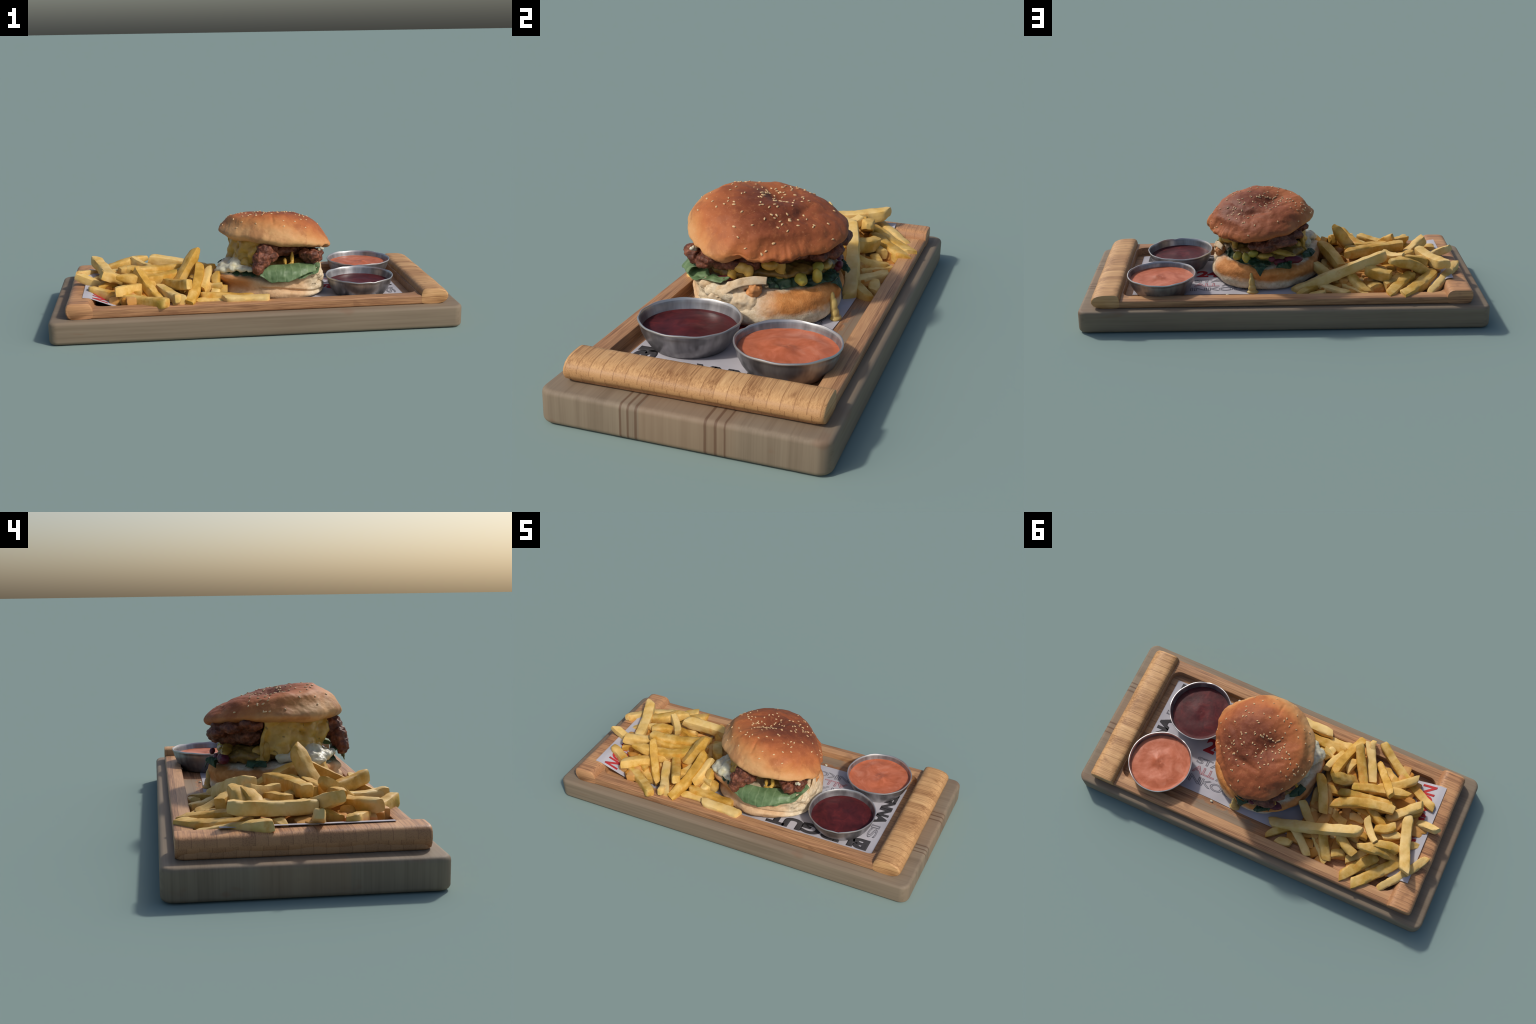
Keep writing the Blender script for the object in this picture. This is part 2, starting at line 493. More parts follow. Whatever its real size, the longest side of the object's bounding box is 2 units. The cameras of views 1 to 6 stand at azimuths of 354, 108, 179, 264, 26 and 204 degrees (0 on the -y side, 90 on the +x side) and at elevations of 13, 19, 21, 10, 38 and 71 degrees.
def bar_along_y(name, prof, y0, y1, mat, par, bow=0.0, wob=0.002, corner=0.016, seed=0):
    """Extrude a closed (x, z) profile along y, rounding the ends in plan and adding hand-worn unevenness."""
    ny = 60
    # densify profile
    P = []
    n = len(prof)
    for i in range(n):
        a, b = Vector(prof[i]), Vector(prof[(i + 1) % n])
        m = max(1, int((b - a).length / 0.012))
        for j in range(m):
            P.append(a.lerp(b, j / m))
    # smooth it a little
    for _ in range(1):
        P = [(P[i - 1] + P[i] * 2 + P[(i + 1) % len(P)]) / 4 for i in range(len(P))]
    cx = sum(p.x for p in P) / len(P)
    cz = sum(p.y for p in P) / len(P)
    verts, faces = [], []
    ys = [y0 + (y1 - y0) * (0.5 - 0.5 * math.cos(math.pi * i / ny)) for i in range(ny + 1)]
    for y in ys:
        d = min(y - y0, y1 - y)
        shrink = 0.0
        if d < corner:
            q = 1 - d / corner
            shrink = corner * 0.55 * (1 - math.sqrt(max(0, 1 - q * q)))
        for p in P:
            x, z = p.x, p.y
            outer = 1.0 if abs(x) > abs(cx) else 0.25
            x -= math.copysign(shrink * outer, cx) if abs(x) > abs(cx) else -math.copysign(shrink * outer * 0.4, cx)
            if z > cz:
                z -= shrink * 0.25
            w = nz((x * 0.5, y, z), 9, 3, seed) * wob
            x += w * 1.5
            if z < cz - 0.01:
                z += bow * max(0, math.cos((y - 0.02) * 3.6)) * (1 if abs(x) > abs(cx) - 0.01 else 0)
            z += (0.002 + 0.0035 * (-y / 0.4)) * max(0, (z - 0.11) / 0.075)
            verts.append((x, y, z + w * 0.7))
    m = len(P)
    for i in range(ny):
        for j in range(m):
            faces.append((i * m + j, i * m + (j + 1) % m, (i + 1) * m + (j + 1) % m, (i + 1) * m + j))
    faces.append(tuple(range(m - 1, -1, -1)))
    faces.append(tuple(ny * m + j for j in range(m)))
    ob = obj_from(name, verts, faces, mat)
    bm = bmesh.new()
    bm.from_mesh(ob.data)
    bmesh.ops.recalc_face_normals(bm, faces=bm.faces)
    bm.to_mesh(ob.data)
    bm.free()
    sharp_smooth(ob, 50)
    parent(ob, par)
    return ob


handle = bar_along_y('handle', [(0.798, 0.1135), (0.799, 0.162), (0.803, 0.176), (0.816, 0.1825), (0.885, 0.1815), (0.906, 0.177),
                                (0.926, 0.170), (0.938, 0.155), (0.939, 0.137), (0.928, 0.120), (0.900, 0.1105), (0.84, 0.1105)],
                     -0.3994, 0.4024, BAMBOO_HANDLE, tray, bow=0.006, wob=0.0012, seed=3)
end_rail = bar_along_y('end_rail', [(-0.7885, 0.1135), (-0.787, 0.142), (-0.788, 0.152), (-0.793, 0.166), (-0.800, 0.177), (-0.812, 0.1825), (-0.895, 0.1825),
                                    (-0.910, 0.179), (-0.918, 0.168), (-0.920, 0.148), (-0.917, 0.130), (-0.908, 0.115), (-0.895, 0.1105), (-0.84, 0.1105)],
                       -0.3994, 0.4024, BAMBOO_END, tray, bow=0.003, seed=9)

# ------------------------------------------------------------------ paper with printing
PX0, PX1, PY0, PY1 = -0.842, 0.755, -0.300, 0.243


def paper_z(x):
    """Flat on the pocket floor, then a curl and a straight ramp up onto the end rail."""
    d = -0.56 - x
    z = 0.1155
    if d > 0:
        e = min(d, 0.14)
        z += 1.40 * e * e
        if d > 0.14:
            f = min(d - 0.14, 0.112)
            z += f * 0.400 + max(0, d - 0.252) * 0.12
    return z


def build_paper():
    verts, faces = [], []
    nx, ny = 110, 30
    T = 0.0018
    for side in (0, 1):
        for i in range(nx + 1):
            x = PX0 + (PX1 - PX0) * i / nx
            for j in range(ny + 1):
                far = PY1 + 0.02 * (0.755 - x) / 0.9 if x > -0.1 else 0.262
                y = PY0 + (far - PY0) * j / ny + 0.0015 * math.sin(x * 17)
                z = paper_z(x) - (T if side else 0)
                verts.append((x, y, z))
    m = (nx + 1) * (ny + 1)

    def idx(s, i, j):
        return s * m + i * (ny + 1) + j
    for i in range(nx):
        for j in range(ny):
            faces.append((idx(0, i, j), idx(0, i + 1, j), idx(0, i + 1, j + 1), idx(0, i, j + 1)))
            faces.append((idx(1, i, j), idx(1, i, j + 1), idx(1, i + 1, j + 1), idx(1, i + 1, j)))
    for i in range(nx):
        faces.append((idx(0, i, 0), idx(1, i, 0), idx(1, i + 1, 0), idx(0, i + 1, 0)))
        faces.append((idx(0, i, ny), idx(0, i + 1, ny), idx(1, i + 1, ny), idx(1, i, ny)))
    for j in range(ny):
        faces.append((idx(0, 0, j), idx(0, 0, j + 1), idx(1, 0, j + 1), idx(1, 0, j)))
        faces.append((idx(0, nx, j), idx(1, nx, j), idx(1, nx, j + 1), idx(0, nx, j + 1)))
    ob = obj_from('printed_paper_sheet', verts, faces, PAPER)
    sharp_smooth(ob, 40)
    ob['label'] = 'white printed paper liner lying in tray'
    ob['category'] = 'paper sheet'
    return ob


paper = build_paper()


def lettering(text, origin, adv, up, size, length, mat, bold=0.0, outline=0.0):
    """Text whose cap height is `size`, squeezed or stretched to `length`, laid on the paper."""
    cu = bpy.data.curves.new('lettering', 'FONT')
    cu.body = text
    cu.size = 1.0
    cu.space_character = 0.92
    if outline:
        cu.fill_mode = 'NONE'
        cu.bevel_depth = outline / size * 0.7
        cu.bevel_resolution = 0
    else:
        cu.extrude = 0.002
        cu.fill_mode = 'BOTH'
        cu.bevel_depth = bold
        cu.bevel_resolution = 0
    tmp = bpy.data.objects.new('tmp_text', cu)
    coll.objects.link(tmp)
    dg = bpy.context.evaluated_depsgraph_get()
    dg.update()
    me = bpy.data.meshes.new_from_object(tmp.evaluated_get(dg))
    bpy.data.objects.remove(tmp)
    xs = [v.co.x for v in me.vertices]
    ys = [v.co.y for v in me.vertices]
    x0, x1, y0, y1 = min(xs), max(xs), min(ys), max(ys)
    for v in me.vertices:
        a = (v.co.x - x0) / (x1 - x0) * length
        b = (v.co.y - y0) / (y1 - y0) * size
        px = origin[0] + adv[0] * a + up[0] * b
        py = origin[1] + adv[1] * a + up[1] * b
        lift = 0.0004 if v.co.z <= 0 else 0.0011
        v.co = (px, py, paper_z(px) + lift)
    ob = bpy.data.objects.new('printed_lettering', me)
    coll.objects.link(ob)
    me.materials.clear()
    me.materials.append(mat)
    parent(ob, paper)
    return ob


lettering('BURGUT', (0.722, -0.214), (-1, 0), (0, -1), 0.078, 0.55, INK_BLACK, bold=0.060)
lettering('VIENNA', (0.676, 0.225), (0, -1), (1, 0), 0.064, 0.30, INK_BLACK, bold=0.065)
lettering('IS', (0.684, -0.092), (0, -1), (1, 0), 0.046, 0.10, INK_GREY, outline=0.0016)
lettering('STAY', (0.455, 0.095), (-1, 0), (0, -1), 0.036, 0.20, INK_GREY, outline=0.0012)
lettering('ALL', (0.455, 0.150), (-1, 0), (0, -1), 0.042, 0.13, INK_PINK, outline=0.0014)
lettering('AT', (0.315, 0.150), (-1, 0), (0, -1), 0.042, 0.10, INK_GREY, outline=0.0012)
lettering('INKOUSE', (0.47, 0.207), (-1, 0), (0, -1), 0.042, 0.36, INK_GREY, outline=0.0014)
lettering('24', (0.450, 0.022), (-1, 0), (0, -1), 0.085, 0.12, INK_DARKRED, bold=0.04)
lettering('NOMNOM', (-0.722, -0.288), (0, 1), (-1, 0), 0.076, 0.37, INK_RED, bold=0.03)
lettering('HOUSE', (-0.60, -0.285), (0, 1), (-1, 0), 0.04, 0.2, INK_GREY, outline=0.0012)

# ------------------------------------------------------------------ sauce cups
CUP_PROFILE = [(0.0, 0.0005), (0.118, 0.0005), (0.126, 0.003), (0.132, 0.010), (0.146, 0.030), (0.158, 0.055), (0.165, 0.078),
               (0.166, 0.086), (0.1695, 0.090), (0.1705, 0.0935), (0.1690, 0.0965), (0.1660, 0.0968), (0.1635, 0.093),
               (0.161, 0.080), (0.154, 0.055), (0.142, 0.030), (0.128, 0.011), (0.121, 0.006), (0.0, 0.005)]


def build_cup(name, cx, cy, z0, level, mat, swirl, seed, label, cat):
    seg = 96
    bm = bmesh.new()
    rings = []
    for r, h in CUP_PROFILE:
        if r == 0:
            rings.append([bm.verts.new((cx, cy, z0 + h))])
            continue
        ring = []
        for i in range(seg):
            a = 2 * math.pi * i / seg
            dent = 1 + 0.006 * math.sin(3 * a + seed) * h / 0.09 + 0.0025 * math.sin(7 * a + 2 * seed) * h / 0.09
            hz = h + (h / 0.09) ** 3 * (0.0009 * math.sin(5 * a + seed) + 0.0008 * math.sin(11 * a - seed)
                                       - 0.004 * math.exp(-((a - 5.3 + seed * 0.35) / 0.09) ** 2))
            ring.append(bm.verts.new((cx + r * dent * math.cos(a), cy + r * dent * math.sin(a), z0 + hz)))
        rings.append(ring)
    for A, B in zip(rings[:-1], rings[1:]):
        for i in range(seg):
            j = (i + 1) % seg
            if len(A) == 1:
                bm.faces.new((A[0], B[j], B[i]))
            elif len(B) == 1:
                bm.faces.new((A[i], A[j], B[0]))
            else:
                bm.faces.new((A[i], A[j], B[j], B[i]))
    bmesh.ops.recalc_face_normals(bm, faces=bm.faces)
    cup = obj_from_bm(name, bm, STEEL)
    sharp_smooth(cup, 50)
    cup['label'], cup['category'] = label, cat
    # sauce: a filled surface with stirred ridges
    R = 0.142 + (level - 0.030) * 0.46 + 0.0006
    bm = bmesh.new()
    nr, seg = 44, 110
    prev = None
    c = bm.verts.new((cx, cy, z0 + level + 0.009))
    for k in range(1, nr + 1):
        t = k / nr
        ring = []
        for i in range(seg):
            a = 2 * math.pi * i / seg
            wx = t * math.cos(a)
            wy = t * math.sin(a)
            wave = math.sin(a * 1.0 + 9.0 * t + 1.5 * noise.noise(Vector((wx * 2, wy * 2, seed))))
            dz = swirl * wave * (1 - t) ** 0.6 * 0.75 * sstep(0.0, 0.18, t) + 0.3 * swirl * nz((wx, wy, seed), 3.0, 3)
            dz += swirl * 1.0 * math.exp(-((wx - 0.12) ** 2 + (wy + 0.05) ** 2) / 0.02)
            dz += 0.003 * sstep(0.88, 1.0, t) + 0.009 * (1 - t * t)
            ring.append(bm.verts.new((cx + R * wx, cy + R * wy, z0 + level + dz)))
        for i in range(seg):
            j = (i + 1) % seg
            if prev is None:
                bm.faces.new((c, ring[i], ring[j]))
            else:
                bm.faces.new((prev[i], ring[i], ring[j], prev[j]))
        prev = ring
    low = [bm.verts.new((cx + (v.co.x - cx) * 0.72, cy + (v.co.y - cy) * 0.72, z0 + 0.014)) for v in prev]
    for i in range(seg):
        j = (i + 1) % seg
        bm.faces.new((prev[i], low[i], low[j], prev[j]))
    bm.faces.new(low[::-1])
    sauce = obj_from_bm('sauce', bm, mat)
    sharp_smooth(sauce, 60)
    parent(sauce, cup)
    return cup


cup_k = build_cup('ketchup_cup', 0.540, -0.155, 0.1150, 0.057, KETCHUP, 0.0022, 1.0,
                  'small steel cup filled with dark ketchup', 'sauce cup')
cup_p = build_cup('pink_sauce_cup', 0.610, 0.199, 0.1150, 0.067, PINK, 0.0048, 2.6,
                  'small steel cup filled with pinkish orange sauce', 'sauce cup')

# ------------------------------------------------------------------ burger
burger = empty('burger', (0.12, -0.02, 0.115))
burger['label'] = 'fried chicken burger with sesame bun, cheese and lettuce'
burger['category'] = 'burger'


def rbf_blob(name, centre, scale, pts, mat, level=6, ridge=2e-3, extra=None):
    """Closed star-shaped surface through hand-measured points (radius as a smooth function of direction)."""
    C, S = np.array(centre), np.array(scale)
    q = (np.array(pts, float) - C) / S
    rad = np.linalg.norm(q, axis=1)
    d = q / rad[:, None]
    n = len(d)

    def ker(a, b):
        return np.linalg.norm(a[:, None] - b[None], axis=2) ** 3
    A = np.zeros((n + 4, n + 4))
    A[:n, :n] = ker(d, d) + ridge * np.eye(n)
    A[:n, n] = 1
    A[:n, n + 1:] = d
    A[n:, :n] = A[:n, n:].T
    w = np.linalg.solve(A, np.concatenate([rad, np.zeros(4)]))
    bm = bmesh.new()
    bmesh.ops.create_icosphere(bm, subdivisions=level, radius=1.0)
    V = np.array([v.co[:] for v in bm.verts])
    V /= np.linalg.norm(V, axis=1)[:, None]
    R = np.zeros(len(V))
    for s in range(0, len(V), 4000):
        k = ker(V[s:s + 4000], d)
        R[s:s + 4000] = k @ w[:n] + w[n] + V[s:s + 4000] @ w[n + 1:]
    P = C + V * np.clip(R, 0.3, 2.0)[:, None] * S
    for v, p in zip(bm.verts, P):
        v.co = p
    bm.normal_update()
    if extra:
        moves = [extra(v.co, v.normal) for v in bm.verts]
        for v, m in zip(bm.verts, moves):
            v.co += m
    return obj_from_bm(name, bm, mat)


# --- top bun: rim seen from above, lower lip, crown and dents
BUN_RIM = [(-0.027, 0.211, 0.41), (-0.069, 0.174, 0.42), (-0.102, 0.126, 0.43), (-0.126, 0.081, 0.435), (-0.155, 0.023, 0.445),
           (-0.165, -0.032, 0.448), (-0.156, -0.081, 0.448), (-0.139, -0.137, 0.445), (-0.115, -0.185, 0.445), (-0.082, -0.22, 0.44),
           (-0.033, -0.263, 0.44), (0.021, -0.295, 0.435), (0.068, -0.309, 0.43), (0.131, -0.314, 0.43), (0.189, -0.306, 0.42),
           (0.25, -0.281, 0.42), (0.305, -0.244, 0.41), (0.341, -0.21, 0.40), (0.374, -0.168, 0.385), (0.394, -0.125, 0.37),
           (0.390, -0.090, 0.385), (0.379, -0.041, 0.385), (0.361, 0.011, 0.385), (0.326, 0.058, 0.38), (0.281, 0.125, 0.38),
           (0.235, 0.178, 0.38), (0.198, 0.214, 0.38), (0.152, 0.225, 0.38), (0.096, 0.231, 0.39), (0.048, 0.240, 0.40), (0.007, 0.228, 0.405)]
BUN_LIP = [(0.355, 0.028, 0.36), (0.296, 0.116, 0.355), (0.236, 0.165, 0.362), (0.180, 0.190, 0.360), (0.10, 0.212, 0.380),
           (0.035, 0.212, 0.408), (-0.045, 0.176, 0.420), (-0.092, 0.110, 0.424), (-0.128, 0.042, 0.422), (-0.143, -0.017, 0.428),
           (-0.136, -0.095, 0.424), (-0.090, -0.170, 0.415), (-0.012, -0.225, 0.414), (0.060, -0.265, 0.408), (0.123, -0.282, 0.402),
           (0.193, -0.276, 0.396), (0.258, -0.246, 0.382), (0.313, -0.212, 0.372), (0.362, -0.155, 0.350), (0.372, -0.112, 0.345),
           (0.366, -0.070, 0.368), (0.362, -0.010, 0.352)]
BUN_CROWN = [(0.0, -0.064, 0.517), (-0.052, -0.062, 0.528), (-0.072, -0.012, 0.518),
             (0.198, 0.151, 0.458), (0.155, 0.098, 0.482), (0.064, 0.097, 0.506), (0.284, -0.077, 0.502), (0.343, -0.091, 0.455),
             (0.191, -0.217, 0.522), (0.228, -0.188, 0.518), (0.261, -0.166, 0.511), (0.252, -0.143, 0.516), (0.134, -0.226, 0.525),
             (0.136, -0.196, 0.540), (0.156, -0.152, 0.544), (0.121, -0.147, 0.542), (0.085, -0.166, 0.546), (0.170, -0.108, 0.536),
             (0.001, -0.220, 0.509), (0.163, -0.058, 0.529), (0.041, -0.160, 0.540), (-0.094, -0.104, 0.501), (-0.052, -0.112, 0.527),
             (-0.027, -0.140, 0.533), (-0.150, -0.047, 0.460), (0.143, 0.192, 0.453), (0.177, 0.219, 0.407), (0.024, 0.188, 0.466),
             (-0.078, 0.143, 0.447), (-0.095, 0.094, 0.474), (-0.075, 0.088, 0.492), (-0.107, 0.061, 0.484), (-0.141, 0.037, 0.462),
             (-0.095, 0.046, 0.497), (-0.068, 0.052, 0.506), (-0.041, 0.080, 0.506), (0.236, 0.102, 0.463), (0.228, 0.065, 0.472),
             (0.210, 0.055, 0.493), (0.152, 0.059, 0.507), (0.281, -0.002, 0.490), (0.320, 0.036, 0.439), (0.262, -0.031, 0.505),
             (0.09, -0.233, 0.526), (0.08, 0.03, 0.504), (0.045, -0.020, 0.500), (0.12, 0.02, 0.508), (0.09, -0.09, 0.534), (0.08, -0.275, 0.500), (0.10, -0.300, 0.460),
             (0.372, -0.12, 0.415), (0.20, -0.285, 0.475)]
BUN_UNDER = [(0.12, -0.02, 0.385), (0.0, -0.1, 0.40), (0.22, 0.08, 0.375), (0.25, -0.12, 0.375), (0.0, 0.1, 0.405), (0.14, -0.18, 0.395),
             (0.3, -0.04, 0.365), (0.1, 0.14, 0.385), (-0.06, 0.0, 0.415)]


def bun_detail(co, no):
    x, y, z = co
    m = Vector((0, 0, 0))
    m += no * (0.0045 * nz(co, 11, 2, 6.0) + 0.0025 * nz(co, 26, 4))
    # torn notches along the lip
    low = 1 - sstep(0.36, 0.43, z)
    a = math.atan2(y + 0.02, x - 0.12)
    m += no * (0.006 * nz((a * 0.15, 0.3, 0.1), 40, 3) * low)
    # gash and blister on the front shoulder
    g = math.exp(-(((x - 0.090) / 0.006) ** 2 + ((y + 0.225) / 0.03) ** 2)) if z > 0.45 else 0
    b = math.exp(-(((x - 0.140) / 0.02) ** 2 + ((y + 0.200) / 0.014) ** 2)) if z > 0.45 else 0
    m += no * (b * 0.004 - g * 0.006)
    # long crease at the rear and the fold at the right
    for (x0, y0, x1, y1, w, dep) in ((0.20, 0.090, 0.07, 0.118, 0.013, 0.006), (0.285, -0.045, 0.245, -0.015, 0.016, 0.004),
                                    (0.060, -0.038, 0.0, -0.075, 0.012, 0.004), (0.085, -0.010, 0.10, 0.04, 0.012, 0.003), (0.215, 0.03, 0.25, -0.01, 0.014, 0.005),
                                    (0.03, 0.06, -0.03, 0.03, 0.012, 0.004), (0.09, -0.035, 0.14, -0.055, 0.010, 0.002), (0.355, -0.02, 0.375, -0.05, 0.020, 0.006)):
        dx, dy = x1 - x0, y1 - y0
        t = min(max(((x - x0) * dx + (y - y0) * dy) / (dx * dx + dy * dy), 0), 1)
        d2 = (x - x0 - t * dx) ** 2 + (y - y0 - t * dy) ** 2
        m -= no * dep * math.exp(-d2 / (w * w)) * (0.5 + 0.5 * math.sin(math.pi * (0.15 + 0.7 * t))) * (1 if no.z > -0.2 else 0)
    # fold running down the right flank
    A, B = Vector((0.335, 0.055, 0.44)), Vector((0.385, 0.012, 0.365))
    ab = B - A
    t = min(max((co - A).dot(ab) / ab.length_squared, 0), 1)
    d2 = (co - A - ab * t).length_squared
    m -= no * (0.007 + 0.009 * t) * math.exp(-d2 / 0.022 ** 2)
    # torn teeth along the right lip
    if x > 0.28 and z < 0.40:
        m += Vector((0, 0, 1)) * 0.016 * noise.fractal(Vector((a * 6.0, 3.3, 1.7)), 1.0, 2.0, 3) * (1 - sstep(0.36, 0.40, z)) * sstep(0.28, 0.34, x)
    return m


top_bun = rbf_blob('top_bun', (0.12, -0.03, 0.435), (0.27, 0.265, 0.105), BUN_RIM + BUN_LIP + BUN_CROWN + BUN_UNDER, TOPBUN,
                   level=7, ridge=3e-3, extra=bun_detail)
parent(top_bun, burger)

SEED_XY = [(0.199, -0.233), (0.233, -0.199), (0.265, -0.172), (0.255, -0.148), (0.234, -0.141), (0.215, -0.147), (0.255, -0.112), (0.24, -0.117),
           (0.142, -0.241), (0.16, -0.161), (0.124, -0.153), (0.091, -0.178), (0.337, -0.081), (0.283, -0.074), (0.317, -0.024), (0.175, -0.113),
           (0.164, -0.106), (0.051, -0.167), (0.044, -0.184), (0.016, -0.172), (0.016, -0.153), (0.008, -0.234), (-0.022, -0.152), (-0.055, -0.179),
           (-0.083, -0.184), (-0.048, -0.121), (-0.092, -0.111), (0.021, -0.113), (0.024, -0.088), (0.073, -0.102), (0.09, -0.084), (0.163, -0.055),
           (0.157, -0.048), (0.203, -0.034), (0.226, -0.029), (0.219, -0.022), (0.277, 0.005), (0.215, 0.001), (0.245, 0.019), (0.25, 0.032),
           (0.237, 0.035), (0.31, 0.05), (0.335, 0.031), (0.275, 0.052), (0.247, 0.051), (0.256, 0.061), (0.27, 0.085), (0.222, 0.078),
           (0.216, 0.075), (0.205, 0.062), (0.19, 0.013), (0.197, 0.025), (0.15, -0.001), (0.137, 0.001), (0.129, -0.052), (0.121, -0.051),
           (0.114, -0.062), (0.113, -0.05), (0.098, -0.062), (0.085, -0.054), (0.074, -0.058), (0.06, -0.055), (0.046, -0.053), (0.04, -0.063),
           (0.032, -0.07), (0.092, -0.024), (0.082, -0.016), (0.077, -0.004), (0.064, -0.027), (0.046, -0.034), (0.116, 0.014), (0.087, 0.014),
           (0.089, 0.026), (0.114, 0.037), (0.108, 0.054), (0.081, 0.05), (0.15, 0.064), (0.043, -0.006), (0.023, -0.002), (-0.001, -0.061),
           (-0.003, -0.046), (0.007, -0.037), (0.017, -0.027), (0.009, -0.023), (0.007, -0.011), (-0.026, -0.026), (-0.041, -0.021), (0.021, 0.035),
           (-0.019, 0.01), (-0.038, 0.007), (-0.053, -0.003), (0.033, 0.067), (0.05, 0.076), (0.064, 0.098), (0.082, 0.079), (0.231, 0.11),
           (0.195, 0.099), (0.151, 0.106), (0.174, 0.123), (0.199, 0.154), (0.191, 0.155), (0.142, 0.192), (0.174, 0.218), (0.028, 0.183),
           (-0.076, 0.14), (-0.094, 0.088), (-0.072, 0.082), (-0.039, 0.075), (-0.065, 0.046), (-0.067, 0.018), (-0.097, 0.007), (-0.11, 0.014),
           (-0.092, 0.04), (-0.116, 0.033), (-0.103, 0.054), (-0.109, 0.055), (-0.148, 0.012), (-0.14, 0.035), (-0.144, 0.029), (-0.143, -0.049),
           (0.358, -0.06), (0.366, -0.03), (0.345, 0.02), (0.25, -0.245), (0.14, -0.275)]


def build_seeds():
    bm = bmesh.new()
    bmesh.ops.create_uvsphere(bm, u_segments=10, v_segments=7, radius=1.0)
    for v in bm.verts:
        t = v.co.x
        w = 0.0036 * (1 - 0.35 * t)
        v.co = Vector((t * 0.0066, v.co.y * w, v.co.z * 0.0024))
    me = bpy.data.meshes.new('sesame_seed')
    bm.to_mesh(me)
    bm.free()
    me.shade_smooth()
    me.materials.append(SEED)
    tb = bmesh.new()
    tb.from_mesh(top_bun.data)
    tree = BVHTree.FromBMesh(tb)
    rnd = random.Random(5)
    for x, y in SEED_XY:
        hit, no, _, _ = tree.ray_cast(Vector((x, y, 1)), Vector((0, 0, -1)))
        if hit is None:
            continue
        o = bpy.data.objects.new('sesame_seed', me)
        coll.objects.link(o)
        a = rnd.uniform(0, 2 * math.pi)
        tx = Vector((math.cos(a), math.sin(a), 0))
        tx = (tx - no * tx.dot(no)).normalized()
        ty = no.cross(tx)
        s = rnd.uniform(0.8, 1.08)
        M = Matrix((tx * s, ty * s * rnd.uniform(0.85, 1.1), no * s)).transposed().to_4x4()
        M.translation = hit + no * 0.0012
        o.parent = top_bun
        # top_bun sits at the world origin relative to its own data
        o.matrix_basis = M
    tb.free()


build_seeds()

# --- bottom bun
LOW_BUN = [(0.040, -0.300, 0.150), (0.061, -0.320, 0.157), (0.098, -0.316, 0.150), (0.164, -0.288, 0.140), (0.21, -0.264, 0.132), (0.263, -0.225, 0.122), (0.305, -0.168, 0.118),
           (0.06, -0.275, 0.120), (0.12, -0.275, 0.117), (0.18, -0.255, 0.115), (0.24, -0.218, 0.114),
           (0.042, -0.303, 0.214), (0.072, -0.312, 0.196), (0.111, -0.308, 0.200), (0.15, -0.298, 0.200), (0.20, -0.276, 0.194), (0.263, -0.234, 0.186), (0.325, -0.178, 0.185), (0.340, -0.14, 0.195),
           (0.04, -0.285, 0.232), (0.15, -0.280, 0.228), (0.25, -0.238, 0.230), (0.29, -0.212, 0.245), (0.312, -0.185, 0.255), (0.00, -0.275, 0.175), (0.0, -0.27, 0.215),
           (-0.050, -0.248, 0.178), (-0.146, -0.205, 0.250), (-0.10, -0.230, 0.225), (-0.125, -0.205, 0.16), (-0.03, -0.255, 0.125),
           (-0.187, -0.111, 0.215), (-0.185, -0.055, 0.20), (-0.179, 0.046, 0.172), (-0.145, 0.110, 0.150), (-0.063, 0.171, 0.138), (0.01, 0.217, 0.130),
           (0.092, 0.229, 0.160), (0.147, 0.224, 0.185), (0.219, 0.194, 0.195), (0.255, 0.176, 0.195), (0.316, 0.121, 0.185), (0.339, 0.078, 0.195),
           (0.32, 0.105, 0.140), (0.28, 0.13, 0.118), (0.20, 0.175, 0.116), (0.117, 0.195, 0.116), (0.0, 0.185, 0.114), (-0.10, 0.10, 0.116),
           (0.30, 0.03, 0.114), (0.31, -0.06, 0.114), (0.342, -0.05, 0.19), (0.350, 0.02, 0.19), (0.325, -0.05, 0.235), (0.312, 0.04, 0.235),
           (0.270, 0.10, 0.228), (0.21, 0.168, 0.232), (0.12, 0.215, 0.235), (0.03, 0.225, 0.225), (-0.06, 0.18, 0.23), (-0.135, 0.072, 0.238),
           (-0.172, -0.02, 0.245), (-0.176, -0.09, 0.258), (-0.15, -0.14, 0.264),
           (0.08, -0.05, 0.255), (0.2, -0.1, 0.255), (0.2, 0.08, 0.25), (-0.03, 0.05, 0.255), (-0.05, -0.12, 0.26),
           (0.1, 0.0, 0.112), (0.2, -0.1, 0.112), (0.0, -0.1, 0.112), (-0.14, -0.03, 0.120), (-0.12, -0.15, 0.120)]


def low_bun_detail(co, no):
    x, y, z = co
    m = no * 0.004 * nz(co, 16, 5)
    side = 1 - abs(no.z)
    # groove between the two folded front layers
    if y < -0.1:
        zg = 0.192 - 0.044 * sstep(0.08, 0.33, x)
        g = math.exp(-((z - zg) / 0.008) ** 2) * sstep(-0.12, -0.2, y) * side * sstep(0.0, 0.06, x)
        m += Vector((-0.25, 1, 0)).normalized() * g * 0.022
    # ragged torn crumb at the right and front right
    rag = sstep(0.22, 0.30, x) * sstep(0.02, -0.05, y) * sstep(0.15, 0.19, z)
    m += no * rag * 0.012 * nz(co, 24, 5, 3.1)
    m += Vector((0, 0, 1)) * rag * 0.012 * max(0, nz(co, 60, 3, 1.7)) * (1 if no.z > 0 else 0)
    # sunken belly under the rear crust
    return m


low_bun = rbf_blob('bottom_bun', (0.09, -0.02, 0.185), (0.27, 0.255, 0.075), LOW_BUN, LOWBUN, level=6, ridge=4e-3, extra=low_bun_detail)
parent(low_bun, burger)


